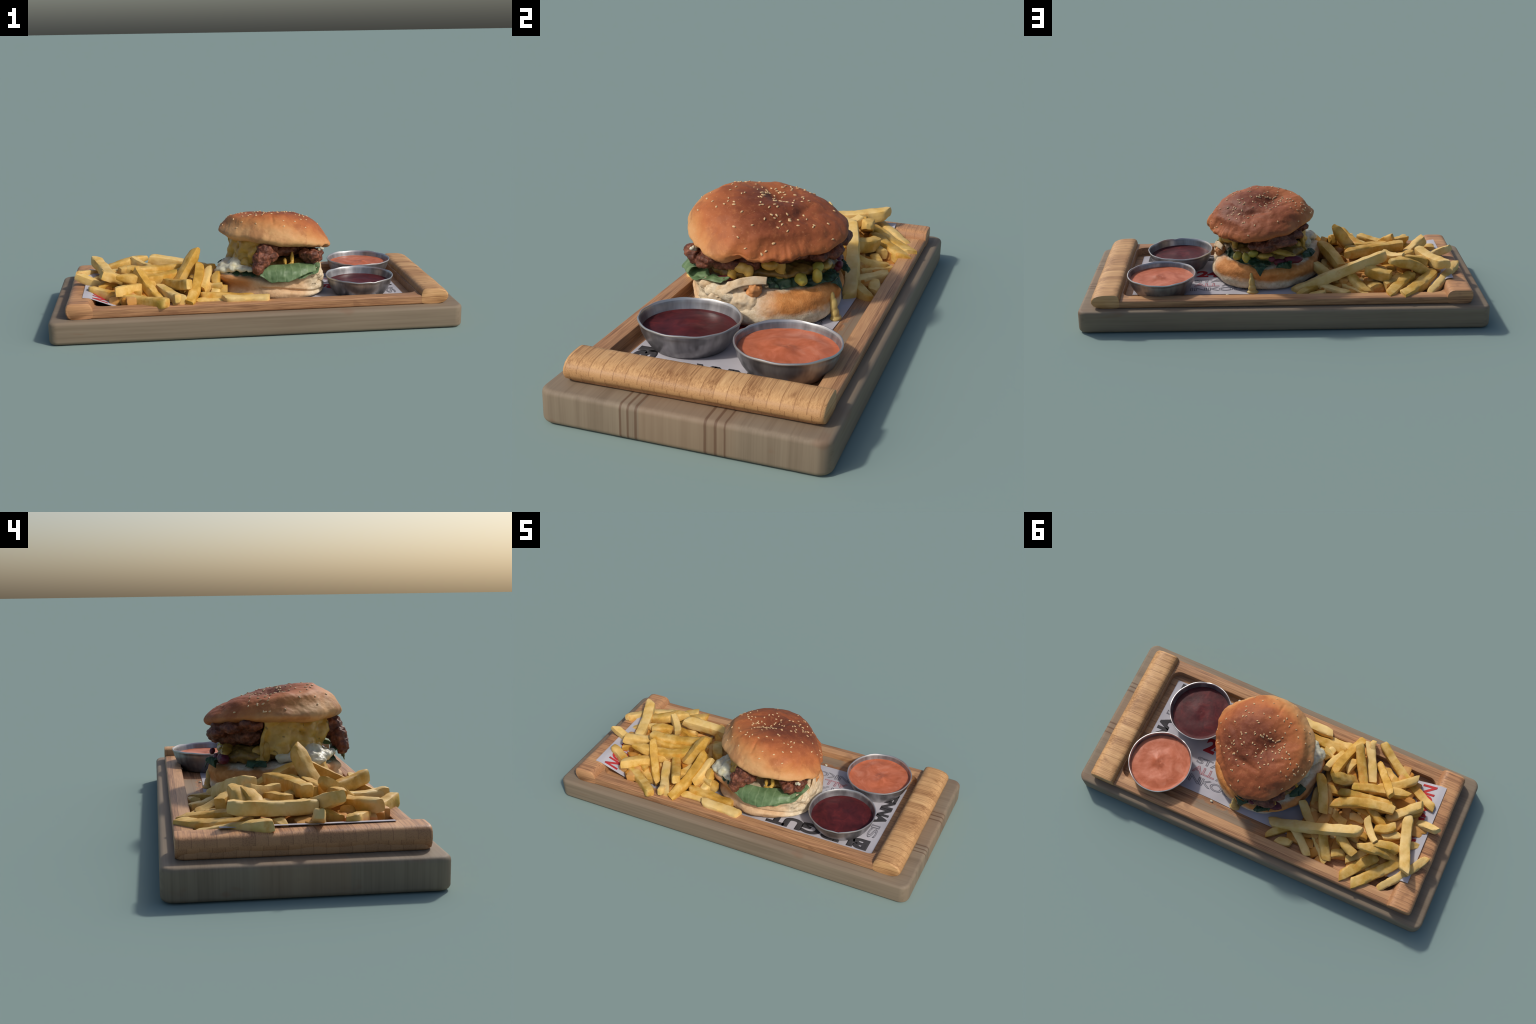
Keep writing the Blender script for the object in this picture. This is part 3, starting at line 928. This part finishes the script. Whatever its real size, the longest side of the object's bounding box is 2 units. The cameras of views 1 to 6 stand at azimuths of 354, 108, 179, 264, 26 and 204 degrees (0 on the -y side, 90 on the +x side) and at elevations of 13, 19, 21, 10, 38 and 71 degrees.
# --- organic lumps: unions of ellipsoids remeshed into one skin
def lumps(name, ells, mat, voxel=0.006, rough=0.004, rs=40, smooth_it=2, octv=4, flat=None, kind=None):
    bm = bmesh.new()
    for e in ells:
        c, r = e[0], e[1]
        rot = Matrix.Rotation(e[2], 4, 'Z') if len(e) > 2 else Matrix.Identity(4)
        if len(e) > 3:
            rot = rot @ Matrix.Rotation(e[3], 4, 'Y')
        M = Matrix.Translation(c) @ rot @ Matrix.Diagonal((*r, 1))
        bmesh.ops.create_icosphere(bm, subdivisions=3, radius=1.0, matrix=M)
    ob = obj_from_bm(name, bm, mat)
    rm = ob.modifiers.new('skin', 'REMESH')
    rm.mode, rm.voxel_size, rm.use_smooth_shade = 'VOXEL', voxel, True
    sm = ob.modifiers.new('soften', 'SMOOTH')
    sm.iterations, sm.factor = smooth_it, 0.5
    apply_mods(ob)
    bm = bmesh.new()
    bm.from_mesh(ob.data)
    bm.normal_update()
    mv = [v.normal * rough * (nz(v.co, rs, octv, 2.0) + 0.5 * abs(nz(v.co, rs * 0.4, 3, 5.0))) for v in bm.verts]
    for v, d in zip(bm.verts, mv):
        v.co += d
    bm.to_mesh(ob.data)
    bm.free()
    ob.data.shade_smooth()
    parent(ob, burger)
    if kind:
        ob['kind'] = kind
    return ob


lumps('fried_chicken', [((0.13, -0.03, 0.354), (0.185, 0.18, 0.042)), ((0.02, 0.150, 0.388), (0.075, 0.078, 0.028), 0.3), ((-0.055, 0.072, 0.405), (0.068, 0.054, 0.026)),
                        ((0.0, 0.07, 0.357), (0.066, 0.066, 0.044)), ((0.085, 0.125, 0.343), (0.085, 0.088, 0.042)), ((0.0, 0.205, 0.394), (0.030, 0.024, 0.020)),
                        ((-0.095, 0.095, 0.412), (0.030, 0.030, 0.018)), ((0.13, 0.165, 0.338), (0.05, 0.035, 0.022)),
                        ((0.01, 0.200, 0.370), (0.078, 0.044, 0.022), -0.1), ((0.085, 0.200, 0.343), (0.05, 0.036, 0.026)), ((-0.055, 0.150, 0.392), (0.045, 0.045, 0.022))],
      CHICKEN, voxel=0.0045, rough=0.007, rs=44, octv=5, smooth_it=1)
lumps('fried_chicken', [((0.050, -0.268, 0.380), (0.042, 0.040, 0.040)), ((0.028, -0.286, 0.338), (0.044, 0.036, 0.044)), ((0.008, -0.300, 0.300), (0.028, 0.026, 0.034)),
                        ((0.076, -0.266, 0.352), (0.034, 0.038, 0.034)), ((0.06, -0.23, 0.37), (0.055, 0.05, 0.04))],
      CHICKEN, voxel=0.0040, rough=0.007, rs=52, octv=5, smooth_it=1)
lumps('fried_chicken', [((0.252, -0.216, 0.340), (0.028, 0.032, 0.032)), ((0.270, -0.208, 0.314), (0.021, 0.022, 0.028)), ((0.308, -0.178, 0.337), (0.042, 0.044, 0.022), 0.6),
                        ((0.300, -0.12, 0.325), (0.036, 0.070, 0.024)), ((0.28, -0.07, 0.325), (0.04, 0.07, 0.03)), ((0.285, -0.252, 0.345), (0.030, 0.030, 0.024)), ((0.292, -0.24, 0.325), (0.024, 0.026, 0.022)), ((0.32, -0.195, 0.318), (0.024, 0.03, 0.018))],
      CHICKEN, voxel=0.0040, rough=0.007, rs=52, octv=5, smooth_it=1)


# --- cheese draped over the left side
def thick_sheet(name, grid, mat, thick, nu, nv, par, uneven=0.0, sub=1):
    verts = [grid(i / nu, j / nv) for i in range(nu + 1) for j in range(nv + 1)]
    faces = [(i * (nv + 1) + j, (i + 1) * (nv + 1) + j, (i + 1) * (nv + 1) + j + 1, i * (nv + 1) + j + 1) for i in range(nu) for j in range(nv)]
    ob = obj_from(name, verts, faces, mat)
    so = ob.modifiers.new('thickness', 'SOLIDIFY')
    so.thickness, so.offset = thick, 0.0
    if sub:
        ss = ob.modifiers.new('round', 'SUBSURF')
        ss.levels = ss.render_levels = sub
    apply_mods(ob)
    ob.data.shade_smooth()
    parent(ob, par)
    return ob


def poly(pts, t):
    """Point on a polyline of control points, smoothed (Catmull-Rom)."""
    n = len(pts) - 1
    f = min(max(t, 0), 1) * n
    i = min(int(f), n - 1)
    u = f - i
    P = [np.array(pts[min(max(i + k, 0), n)], float) for k in (-1, 0, 1, 2)]
    return 0.5 * ((2 * P[1]) + (-P[0] + P[2]) * u + (2 * P[0] - 5 * P[1] + 4 * P[2] - P[3]) * u * u + (-P[0] + 3 * P[1] - 3 * P[2] + P[3]) * u ** 3)


CHEESE_TOP = [(-0.092, 0.030, 0.425), (-0.085, -0.03, 0.425), (-0.066, -0.09, 0.425), (-0.032, -0.15, 0.422), (0.005, -0.20, 0.418), (0.035, -0.235, 0.41)]
CHEESE_BOT = [(-0.098, 0.060, 0.245), (-0.104, 0.018, 0.272), (-0.108, -0.05, 0.285), (-0.085, -0.12, 0.290), (-0.040, -0.19, 0.292), (0.010, -0.235, 0.350)]


def cheese_grid(u, v):
    a, b = poly(CHEESE_TOP, u), poly(CHEESE_BOT, u)
    p = a * (1 - v) + b * v
    out = np.array((-0.85, -0.5, 0.05))
    bulge = 0.009 * math.sin(math.pi * v)
    p[2] += 0.014 * math.sin(u * 27 + 1.0) * v ** 3
    fold = 0.013 * math.sin(u * 19 + 2.0 * v + 1.5 * math.sin(v * 4)) * (0.3 + v) + 0.012 * nz(p, 22, 3, 4.0)
    pit = -0.03 * math.exp(-(((p[0] + 0.058) / 0.012) ** 2 + ((p[1] + 0.119) / 0.012) ** 2 + ((p[2] - 0.37) / 0.012) ** 2))
    return tuple(p + out * (bulge + fold + pit))


thick_sheet('melted_cheese', cheese_grid, CHEESE, 0.016, 46, 26, burger)
lumps('melted_cheese', [((-0.102, 0.045, 0.258), (0.012, 0.026, 0.022)), ((-0.098, 0.022, 0.30), (0.012, 0.020, 0.045)), ((-0.04, -0.18, 0.30), (0.03, 0.03, 0.035)),
                        ((-0.01, -0.215, 0.278), (0.045, 0.028, 0.016)), ((-0.075, -0.12, 0.31), (0.03, 0.04, 0.03))], CHEESE, 0.005, 0.004, 30)
lumps('melted_cheese', [((0.296, -0.098, 0.283), (0.017, 0.019, 0.022)), ((0.302, -0.095, 0.315), (0.016, 0.020, 0.026)), ((0.315, -0.06, 0.318), (0.018, 0.03, 0.020)),
                        ((0.312, -0.035, 0.305), (0.017, 0.017, 0.026))], CHEESE, 0.004, 0.002, 30)
lumps('melted_cheese', [((0.245, 0.055, 0.315), (0.016, 0.022, 0.035)), ((0.240, 0.052, 0.285), (0.018, 0.026, 0.020)), ((0.28, 0.03, 0.33), (0.03, 0.03, 0.02))],
      CHEESE, 0.004, 0.002, 30)
lumps('melted_cheese', [((0.160, -0.240, 0.292), (0.020, 0.012, 0.008)), ((0.186, -0.222, 0.325), (0.010, 0.012, 0.034)), ((0.181, -0.238, 0.298), (0.012, 0.010, 0.014)),
                        ((0.150, -0.222, 0.310), (0.010, 0.010, 0.018))], CHEESE, 0.0035, 0.003, 40)
lumps('melted_cheese', [((0.01, 0.165, 0.300), (0.08, 0.022, 0.016), -0.25, -0.2), ((-0.075, 0.045, 0.30), (0.020, 0.030, 0.020)), ((0.09, 0.18, 0.288), (0.04, 0.02, 0.014))],
      CHEESE, 0.0045, 0.003, 30)
lumps('burger_sauce', [((0.09, 0.0, 0.285), (0.180, 0.180, 0.034)), ((-0.03, 0.06, 0.280), (0.075, 0.085, 0.032)), ((0.04, 0.14, 0.275), (0.10, 0.060, 0.028)),
                       ((0.20, -0.10, 0.285), (0.11, 0.11, 0.03)), ((0.0, -0.12, 0.295), (0.10, 0.09, 0.035))], SAUCE, 0.006, 0.010, 26, octv=5, smooth_it=1)
# drip running down the bun at the rear
lumps('cheese_drip', [((0.156, 0.239, 0.119), (0.030, 0.020, 0.010)), ((0.158, 0.236, 0.136), (0.020, 0.014, 0.022)), ((0.160, 0.230, 0.165), (0.015, 0.013, 0.032)),
                      ((0.162, 0.224, 0.192), (0.009, 0.010, 0.024))], CHEESE_PALE, 0.0032, 0.0015, 30)
# slaw and mayonnaise
lumps('slaw', [((-0.148, -0.165, 0.270), (0.042, 0.042, 0.018)), ((-0.105, -0.195, 0.283), (0.042, 0.034, 0.020)), ((-0.055, -0.228, 0.284), (0.044, 0.022, 0.015)),
               ((-0.115, -0.11, 0.287), (0.036, 0.055, 0.024)), ((-0.120, -0.055, 0.278), (0.028, 0.045, 0.020)), ((-0.170, -0.172, 0.262), (0.022, 0.020, 0.012)),
               ((-0.02, -0.250, 0.281), (0.024, 0.014, 0.010)), ((-0.09, -0.16, 0.302), (0.032, 0.044, 0.020)), ((-0.135, -0.14, 0.285), (0.042, 0.05, 0.020)), ((-0.165, -0.172, 0.270), (0.026, 0.024, 0.016))],
      MAYO, 0.0045, 0.008, 30, octv=4, smooth_it=2)
# pickle chunks
for c, r, a, b in (((0.228, 0.128, 0.272), (0.028, 0.022, 0.020), 0.5, 0.4), ((0.186, 0.172, 0.278), (0.020, 0.018, 0.030), 0.2, 0.3), ((0.155, 0.165, 0.296), (0.030, 0.02, 0.018), 0.1, 0.2)):
    lumps('pickle', [(c, r, a, b)], PICKLE, 0.004, 0.004, 30)
for c, r in (((-0.045, 0.185, 0.270), (0.05, 0.024, 0.020)), ((0.02, 0.20, 0.262), (0.03, 0.02, 0.018)), ((0.06, 0.222, 0.285), (0.018, 0.012, 0.014)), ((0.305, -0.125, 0.268), (0.016, 0.035, 0.007))):
    lumps('red_onion', [(c, r)], BEET, 0.005, 0.004, 30)


# --- salad leaves
LET_TOP = [(-0.02, -0.24, 0.275), (0.07, -0.262, 0.302), (0.15, -0.255, 0.302), (0.228, -0.225, 0.300), (0.29, -0.19, 0.285)]
LET_BOT = [(0.015, -0.312, 0.262), (0.070, -0.322, 0.234), (0.140, -0.330, 0.234), (0.220, -0.318, 0.252), (0.302, -0.262, 0.268)]


def lettuce_grid(u, v):
    a, b = poly(LET_TOP, u), poly(LET_BOT, u)
    p = a * (1 - v) + b * v
    p[2] += 0.016 * math.sin(math.pi * v) + 0.0025 * math.sin(u * 17) * v + 0.006 * nz(p, 18, 3) * v
    p[1] -= 0.012 * math.sin(math.pi * v) + 0.006 * nz(p, 40, 3, 2) * v
    return tuple(p)


thick_sheet('lettuce_leaf', lettuce_grid, LETTUCE, 0.0045, 60, 16, burger)


def lettuce2_grid(u, v):
    a = poly([(0.15, -0.24, 0.27), (0.23, -0.22, 0.275), (0.30, -0.17, 0.275), (0.315, -0.10, 0.275)], u)
    b = poly([(0.17, -0.300, 0.236), (0.245, -0.292, 0.244), (0.318, -0.225, 0.252), (0.345, -0.12, 0.268)], u)
    p = a * (1 - v) + b * v
    p[2] += 0.01 * nz(p, 40, 3, 1) + 0.006 * math.sin(u * 18) * v
    return tuple(p)


thick_sheet('lettuce_leaf', lettuce2_grid, LETTUCE, 0.004, 40, 10, burger)


def leaf(top, bot, seed, mat=DARKLEAF, ruffle=0.020, thick=0.003):
    def g(u, v):
        a, b = poly(top, u), poly(bot, u)
        p = a * (1 - v) + b * v
        n = nz((p[0], p[1], p[2] * 0.5), 32, 3, seed)
        return tuple(p + np.array((0.3, 1.0, 0.8)) * n * ruffle + np.array((0, 0, 0.008 * math.sin(math.pi * v))))
    return thick_sheet('salad_leaf', g, mat, thick, 44, 16, burger)


leaf([(0.23, 0.09, 0.258), (0.17, 0.13, 0.268), (0.10, 0.14, 0.270), (0.05, 0.16, 0.265)], [(0.24, 0.130, 0.244), (0.18, 0.185, 0.246), (0.118, 0.222, 0.246), (0.065, 0.218, 0.256)], 1.0, ruffle=0.014)
leaf([(0.165, 0.215, 0.247), (0.118, 0.225, 0.25), (0.075, 0.220, 0.247)], [(0.128, 0.240, 0.222), (0.118, 0.249, 0.205), (0.108, 0.242, 0.222)], 2.0, ruffle=0.005)
leaf([(-0.09, 0.09, 0.268), (-0.12, 0.05, 0.268), (-0.13, 0.02, 0.268)], [(-0.105, 0.105, 0.246), (-0.150, 0.080, 0.250), (-0.168, 0.035, 0.256)], 3.0, ruffle=0.010)
leaf([(0.20, 0.10, 0.28), (0.24, 0.05, 0.275), (0.27, 0.0, 0.27)], [(0.22, 0.140, 0.252), (0.27, 0.08, 0.246), (0.295, 0.03, 0.25)], 4.0, ruffle=0.012)
leaf([(-0.12, -0.16, 0.262), (-0.05, -0.21, 0.262), (0.02, -0.24, 0.262)], [(-0.14, -0.19, 0.256), (-0.06, -0.245, 0.255), (0.02, -0.275, 0.252)], 5.0)
leaf([(-0.05, 0.19, 0.26), (-0.01, 0.21, 0.265), (0.03, 0.22, 0.262)], [(-0.04, 0.215, 0.235), (0.0, 0.240, 0.245), (0.04, 0.250, 0.25)], 6.0)

# --- torn bread on the right side of the lower bun
lumps('torn_bread', [((0.322, -0.010, 0.250), (0.022, 0.026, 0.026)), ((0.326, -0.018, 0.234), (0.018, 0.022, 0.026))], CRUST, 0.0035, 0.009, 45)
lumps('torn_bread', [((0.325, -0.10, 0.232), (0.022, 0.052, 0.024), 0.15), ((0.302, -0.175, 0.240), (0.028, 0.042, 0.024), 0.5), ((0.275, -0.212, 0.242), (0.030, 0.026, 0.018)),
                     ((0.332, -0.045, 0.200), (0.026, 0.055, 0.040)), ((0.325, -0.13, 0.205), (0.028, 0.05, 0.028), 0.3), ((0.322, -0.06, 0.258), (0.016, 0.050, 0.012))],
      TORN, 0.0045, 0.006, 40, octv=5, smooth_it=3)


def strip_grid(u, v):
    p = poly([(0.350, -0.140, 0.222), (0.350, -0.10, 0.246), (0.348, -0.06, 0.272), (0.336, -0.01, 0.282), (0.318, 0.03, 0.280)], u)
    w = 0.018 * (1 - 0.3 * u)
    p = p + np.array((0.004 * math.sin(5 * u), 0.0, (v - 0.5) * 2 * w)) + np.array((-0.5, 0, 0)) * (v * 0.02)
    p[0] += 0.004 * nz(p, 40, 3)
    return tuple(p)


thick_sheet('torn_bread', strip_grid, TORN, 0.008, 24, 6, burger)
for c in ((0.333, -0.232, 0.372), (0.322, -0.228, 0.368)):
    lumps('bread_crumb', [(c, (0.010, 0.008, 0.007))], MAYO, 0.003, 0.005, 80)
lumps('bread_crumb', [((0.282, 0.262, 0.115), (0.008, 0.007, 0.005))], MAYO, 0.003, 0.003, 80)

# ------------------------------------------------------------------ fries
fries = empty('french_fries', (-0.45, 0.0, 0.115))
fries['label'] = 'heap of thick cut golden french fries'
fries['category'] = 'french fries'


def build_fry(a, b, w=0.050, h=0.044, sag=0.0, side=0.0, roll=0.0, tip=(0.0, 0.0), seed=0, mat=None):
    """One chip from top-centre point a to top-centre point b. tip: how strongly each end narrows to a point."""
    rnd = random.Random(seed * 17 + 3)
    w, h = w * rnd.uniform(0.88, 1.04), h * rnd.uniform(0.98, 1.14)
    tip = tuple(max(t, rnd.choice((0.0, 0.05, 0.15, 0.3))) for t in tip)
    side += rnd.uniform(-0.010, 0.010)
    sag += rnd.uniform(-0.006, 0.008)
    roll += rnd.uniform(-0.18, 0.18)
    a, b = Vector(a), Vector(b)
    L = (b - a).length
    t = (b - a).normalized()
    up = Vector((0, 0, 1))
    if abs(t.z) > 0.97:
        up = Vector((0.3, 0.9, 0.2))
    sd = t.cross(up).normalized()
    up = sd.cross(t).normalized()
    R = Matrix.Rotation(roll, 3, t)
    sd2, up2 = R @ sd, R @ up
    n = max(10, int(L / 0.012))
    m = 20
    verts, faces = [], []
    cut0, cut1 = rnd.uniform(-0.8, 0.8), rnd.uniform(-0.8, 0.8)
    off = rnd.uniform(0, 50)
    for i in range(n + 1):
        s = i / n
        c = a.lerp(b, s) - up * (h * 0.5)
        arc = 4 * s * (1 - s)
        c += up * (-sag * arc) + sd * (side * arc)
        e = min(s, 1 - s) * L
        tp = tip[0] if s < 0.5 else tip[1]
        rr = 1.0
        rng = 0.012 + tp * 0.09
        if e < rng:
            q = 1 - e / rng
            rr = 1 - (0.16 + 0.7 * tp) * q ** (2.4 - tp)
        for j in range(m):
            an = 2 * math.pi * (j + 0.5) / m
            ca, sa = math.cos(an), math.sin(an)
            p = 6.0
            k = (abs(ca) ** p + abs(sa) ** p) ** (-1 / p)
            q = sd2 * (ca * k * w * 0.5 * rr) + up2 * (sa * k * h * 0.5 * (rr if tp > 0.3 else rr ** 0.6))
            # slanted cuts at the ends
            sh = 0.0
            if e < 0.02:
                sh = (cut0 if s < 0.5 else cut1) * ca * w * 0.35 * (1 - e / 0.02)
            pt = c + q + t * sh
            f = nz(pt + Vector((off, off, 0)), 20, 3)
            verts.append(pt + (q.normalized() * f * 0.0045))
    for i in range(n):
        for j in range(m):
            faces.append((i * m + j, (i + 1) * m + j, (i + 1) * m + (j + 1) % m, i * m + (j + 1) % m))
    c0 = len(verts)
    verts.append(sum((verts[j] for j in range(m)), Vector()) / m - t * 0.002)
    verts.append(sum((verts[n * m + j] for j in range(m)), Vector()) / m + t * 0.002)
    for j in range(m):
        faces.append((c0, j, (j + 1) % m))
        faces.append((c0 + 1, n * m + (j + 1) % m, n * m + j))
    ob = obj_from('french_fry', verts, faces, mat or FRY)
    bm = bmesh.new()
    bm.from_mesh(ob.data)
    bmesh.ops.recalc_face_normals(bm, faces=bm.faces)
    bm.to_mesh(ob.data)
    bm.free()
    sharp_smooth(ob, 55)
    parent(ob, fries)
    return ob


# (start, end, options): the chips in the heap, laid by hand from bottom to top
FRIES = [
    ((-0.045, 0.240, 0.140), (-0.515, 0.128, 0.290), dict(w=0.058, h=0.050, sag=-0.006, side=0.008)),
    ((0.055, -0.352, 0.180), (-0.165, -0.340, 0.182), dict(w=0.050, h=0.040)),
    ((-0.015, -0.282, 0.172), (-0.275, -0.277, 0.188), dict(w=0.050, sag=-0.004)),
    ((-0.165, -0.316, 0.160), (-0.300, -0.322, 0.165), dict(w=0.042, h=0.034)),
    ((-0.338, -0.386, 0.176), (-0.268, -0.106, 0.298), dict(w=0.052, h=0.046)),
    ((-0.330, -0.314, 0.264), (-0.452, -0.105, 0.228), dict(w=0.052, h=0.052, sag=0.006)),
    ((-0.370, -0.374, 0.200), (-0.470, -0.165, 0.210), dict(w=0.050, roll=0.1)),
    ((-0.294, -0.076, 0.370), (-0.396, -0.143, 0.215), dict(w=0.054, h=0.050, tip=(0.5, 0))),
    ((-0.438, -0.402, 0.200), (-0.820, -0.163, 0.212), dict(w=0.054, h=0.050, sag=0.012, side=0.012, tip=(0.1, 0.2))),
    ((-0.455, -0.300, 0.165), (-0.580, -0.119, 0.298), dict(w=0.046, h=0.040, tip=(0.3, 0.35))),
    ((-0.500, -0.285, 0.165), (-0.585, -0.220, 0.175), dict(w=0.050, h=0.040)),
    ((-0.684, -0.280, 0.232), (-0.550, -0.174, 0.218), dict(w=0.054, h=0.050)),
    ((-0.380, -0.085, 0.255), (-0.675, -0.162, 0.276), dict(w=0.050, h=0.046, sag=0.012, tip=(0, 0.55))),
    ((-0.325, -0.030, 0.256), (-0.615, -0.075, 0.264), dict(w=0.050, h=0.046, sag=0.006)),
    ((-0.318, 0.046, 0.268), (-0.632, -0.050, 0.278), dict(w=0.054, h=0.048, sag=0.004, side=-0.018, tip=(0.35, 0.1))),
    ((-0.205, -0.072, 0.280), (-0.300, 0.104, 0.214), dict(w=0.056, h=0.055)),
    ((-0.270, -0.026, 0.215), (-0.325, 0.085, 0.195), dict(w=0.046, h=0.05)),
    ((-0.170, 0.085, 0.220), (-0.412, 0.325, 0.145), dict(w=0.046, h=0.042, sag=0.018)),
    ((-0.180, 0.218, 0.156), (-0.312, 0.330, 0.156), dict(w=0.050, h=0.044, tip=(0, 0.2))),
    ((-0.060, 0.318, 0.142), (-0.175, 0.220, 0.162), dict(w=0.048, h=0.044, tip=(0.4, 0.1))),
    ((-0.122, 0.314, 0.144), (-0.202, 0.304, 0.156), dict(w=0.050, h=0.04, tip=(0.2, 0))),
    ((-0.325, 0.165, 0.215), (-0.412, 0.316, 0.150), dict(w=0.050, h=0.050, sag=0.006)),
    ((-0.425, 0.178, 0.236), (-0.536, 0.236, 0.220), dict(w=0.054, h=0.056, roll=0.3)),
    ((-0.462, 0.150, 0.215), (-0.525, 0.160, 0.210), dict(w=0.05, h=0.05)),
    ((-0.520, 0.036, 0.262), (-0.606, 0.146, 0.284), dict(w=0.044, h=0.044, sag=0.012)),
    ((-0.575, 0.078, 0.245), (-0.672, 0.020, 0.252), dict(w=0.052, h=0.048)),
    ((-0.625, 0.094, 0.234), (-0.716, 0.050, 0.240), dict(w=0.048, h=0.04, tip=(0.1, 0.4))),
    ((-0.544, 0.200, 0.280), (-0.748, 0.156, 0.196), dict(w=0.056, h=0.052, tip=(0.6, 0.1), sag=-0.012)),
    ((-0.615, 0.155, 0.274), (-0.742, 0.130, 0.240), dict(w=0.046, h=0.044, sag=-0.006)),
    ((-0.750, -0.130, 0.282), (-0.612, -0.005, 0.208), dict(w=0.050, h=0.046)),
    ((-0.872, -0.050, 0.252), (-0.755, -0.060, 0.195), dict(w=0.046, h=0.042, tip=(0.3, 0))),
    ((-0.806, 0.228, 0.272), (-0.714, -0.066, 0.246), dict(w=0.056, h=0.050, sag=0.010, tip=(0.25, 0))),
    ((-0.884, 0.102, 0.228), (-0.702, 0.350, 0.150), dict(w=0.048, h=0.044, tip=(0.25, 0.4))),
    ((-0.764, 0.166, 0.205), (-0.572, 0.374, 0.166), dict(w=0.058, h=0.048, sag=0.004)),
    ((-0.644, 0.196, 0.205), (-0.504, 0.370, 0.162), dict(w=0.056, h=0.048, tip=(0.1, 0.15))),
    ((-0.760, 0.075, 0.200), (-0.830, 0.050, 0.198), dict(w=0.040, h=0.040, tip=(0, 0.5))),
    ((-0.500, 0.272, 0.175), (-0.590, 0.175, 0.190), dict(w=0.048, h=0.046)),
    ((-0.420, 0.272, 0.155), (-0.485, 0.238, 0.160), dict(w=0.046, h=0.040)),
    ((-0.165, -0.235, 0.225), (-0.245, -0.190, 0.215), dict(w=0.040, h=0.036, tip=(0.4, 0))),
    ((-0.222, -0.126, 0.284), (-0.266, -0.262, 0.210), dict(w=0.042, h=0.044)),
    ((-0.240, -0.203, 0.208), (-0.138, -0.223, 0.206), dict(w=0.050, h=0.050)),
    ((-0.188, -0.198, 0.270), (-0.202, -0.222, 0.205), dict(w=0.042, h=0.040, tip=(0.3, 0))),
    ((-0.390, -0.388, 0.206), (-0.410, -0.325, 0.192), dict(w=0.034, h=0.040)),
    ((-0.322, -0.160, 0.225), (-0.350, -0.245, 0.225), dict(w=0.048, h=0.044)),
    ((-0.470, -0.095, 0.225), (-0.535, -0.175, 0.230), dict(w=0.040, h=0.040)),
    ((-0.610, 0.275, 0.165), (-0.725, 0.172, 0.170), dict(w=0.048, h=0.044)),
    ((-0.300, -0.085, 0.205), (-0.395, -0.115, 0.200), dict(w=0.050, h=0.05)),
    ((-0.335, 0.055, 0.195), (-0.430, 0.090, 0.185), dict(w=0.05, h=0.05)),
    ((-0.430, 0.050, 0.190), (-0.510, 0.046, 0.185), dict(w=0.05, h=0.05)),
    ((-0.385, 0.172, 0.160), (-0.452, 0.196, 0.158), dict(w=0.05, h=0.04)),
    ((-0.405, -0.392, 0.150), (-0.412, -0.330, 0.190), dict(w=0.026, h=0.03)),
    ((-0.648, -0.180, 0.205), (-0.560, -0.240, 0.195), dict(w=0.046, h=0.042)),
    ((-0.700, -0.085, 0.225), (-0.775, -0.135, 0.205), dict(w=0.042, h=0.040, tip=(0, 0.3))),
    ((-0.330, -0.230, 0.200), (-0.250, -0.120, 0.215), dict(w=0.046, h=0.044)),
    ((-0.215, -0.290, 0.170), (-0.190, -0.200, 0.195), dict(w=0.044, h=0.044)),
    # lower layer that shows in the gaps
    ((-0.36, -0.20, 0.170), (-0.60, -0.12, 0.185), dict()),
    ((-0.40, -0.02, 0.205), (-0.66, 0.02, 0.205), dict()),
    ((-0.28, 0.02, 0.170), (-0.50, 0.11, 0.170), dict()),
    ((-0.55, 0.10, 0.205), (-0.72, 0.12, 0.200), dict()),
    ((-0.26, -0.16, 0.180), (-0.42, -0.24, 0.175), dict()),
    ((-0.45, -0.16, 0.180), (-0.48, 0.02, 0.195), dict()),
    ((-0.60, -0.10, 0.190), (-0.74, -0.02, 0.190), dict()),
    ((-0.66, 0.05, 0.180), (-0.74, 0.20, 0.170), dict()),
    ((-0.56, 0.06, 0.175), (-0.58, 0.24, 0.165), dict()),
    ((-0.22, -0.03, 0.190), (-0.26, 0.14, 0.160), dict()),
    ((-0.50, -0.03, 0.235), (-0.62, 0.04, 0.230), dict(w=0.044)),
    ((-0.44, 0.10, 0.190), (-0.56, 0.13, 0.215), dict()),
    ((-0.57, -0.20, 0.160), (-0.70, -0.14, 0.180), dict()),
    ((-0.30, -0.27, 0.180), (-0.46, -0.23, 0.165), dict()),
    ((-0.23, -0.16, 0.20), (-0.30, -0.02, 0.21), dict()),
]
for i, (a, b, o) in enumerate(FRIES):
    build_fry(a, b, seed=i, **o)

# chips buried under the ones above: they follow the height of the heap, a little lower
tops = []
for a, b, o in FRIES:
    for k in range(9):
        tops.append(np.array(a) + (np.array(b) - np.array(a)) * k / 8)
tops = np.array(tops)


def heap_height(x, y):
    w = np.exp(-((tops[:, 0] - x) ** 2 + (tops[:, 1] - y) ** 2) / 0.045 ** 2)
    return 0.13 if w.sum() < 0.8 else float((w * tops[:, 2]).sum() / w.sum())


rnd = random.Random(21)
buried = 0
for tries in range(900):
    x, y, ang = rnd.uniform(-0.74, -0.22), rnd.uniform(-0.27, 0.27), rnd.uniform(0, math.pi)
    if y > 0.12 and x < -0.6 and y + (-0.6 - x) > 0.28:
        continue
    L = rnd.uniform(0.12, 0.22)
    dx, dy = math.cos(ang) * L / 2, math.sin(ang) * L / 2
    h0, h1, hm = heap_height(x - dx, y - dy), heap_height(x + dx, y + dy), heap_height(x, y)
    if min(h0, h1, hm) < 0.15:
        continue
    d = rnd.uniform(0.012, 0.036)
    build_fry((x - dx, y - dy, min(h0, hm) - d), (x + dx, y + dy, min(h1, hm) - d), seed=200 + buried, mat=FRY_GAP_SHADE)
    buried += 1
    if buried >= 74:
        break
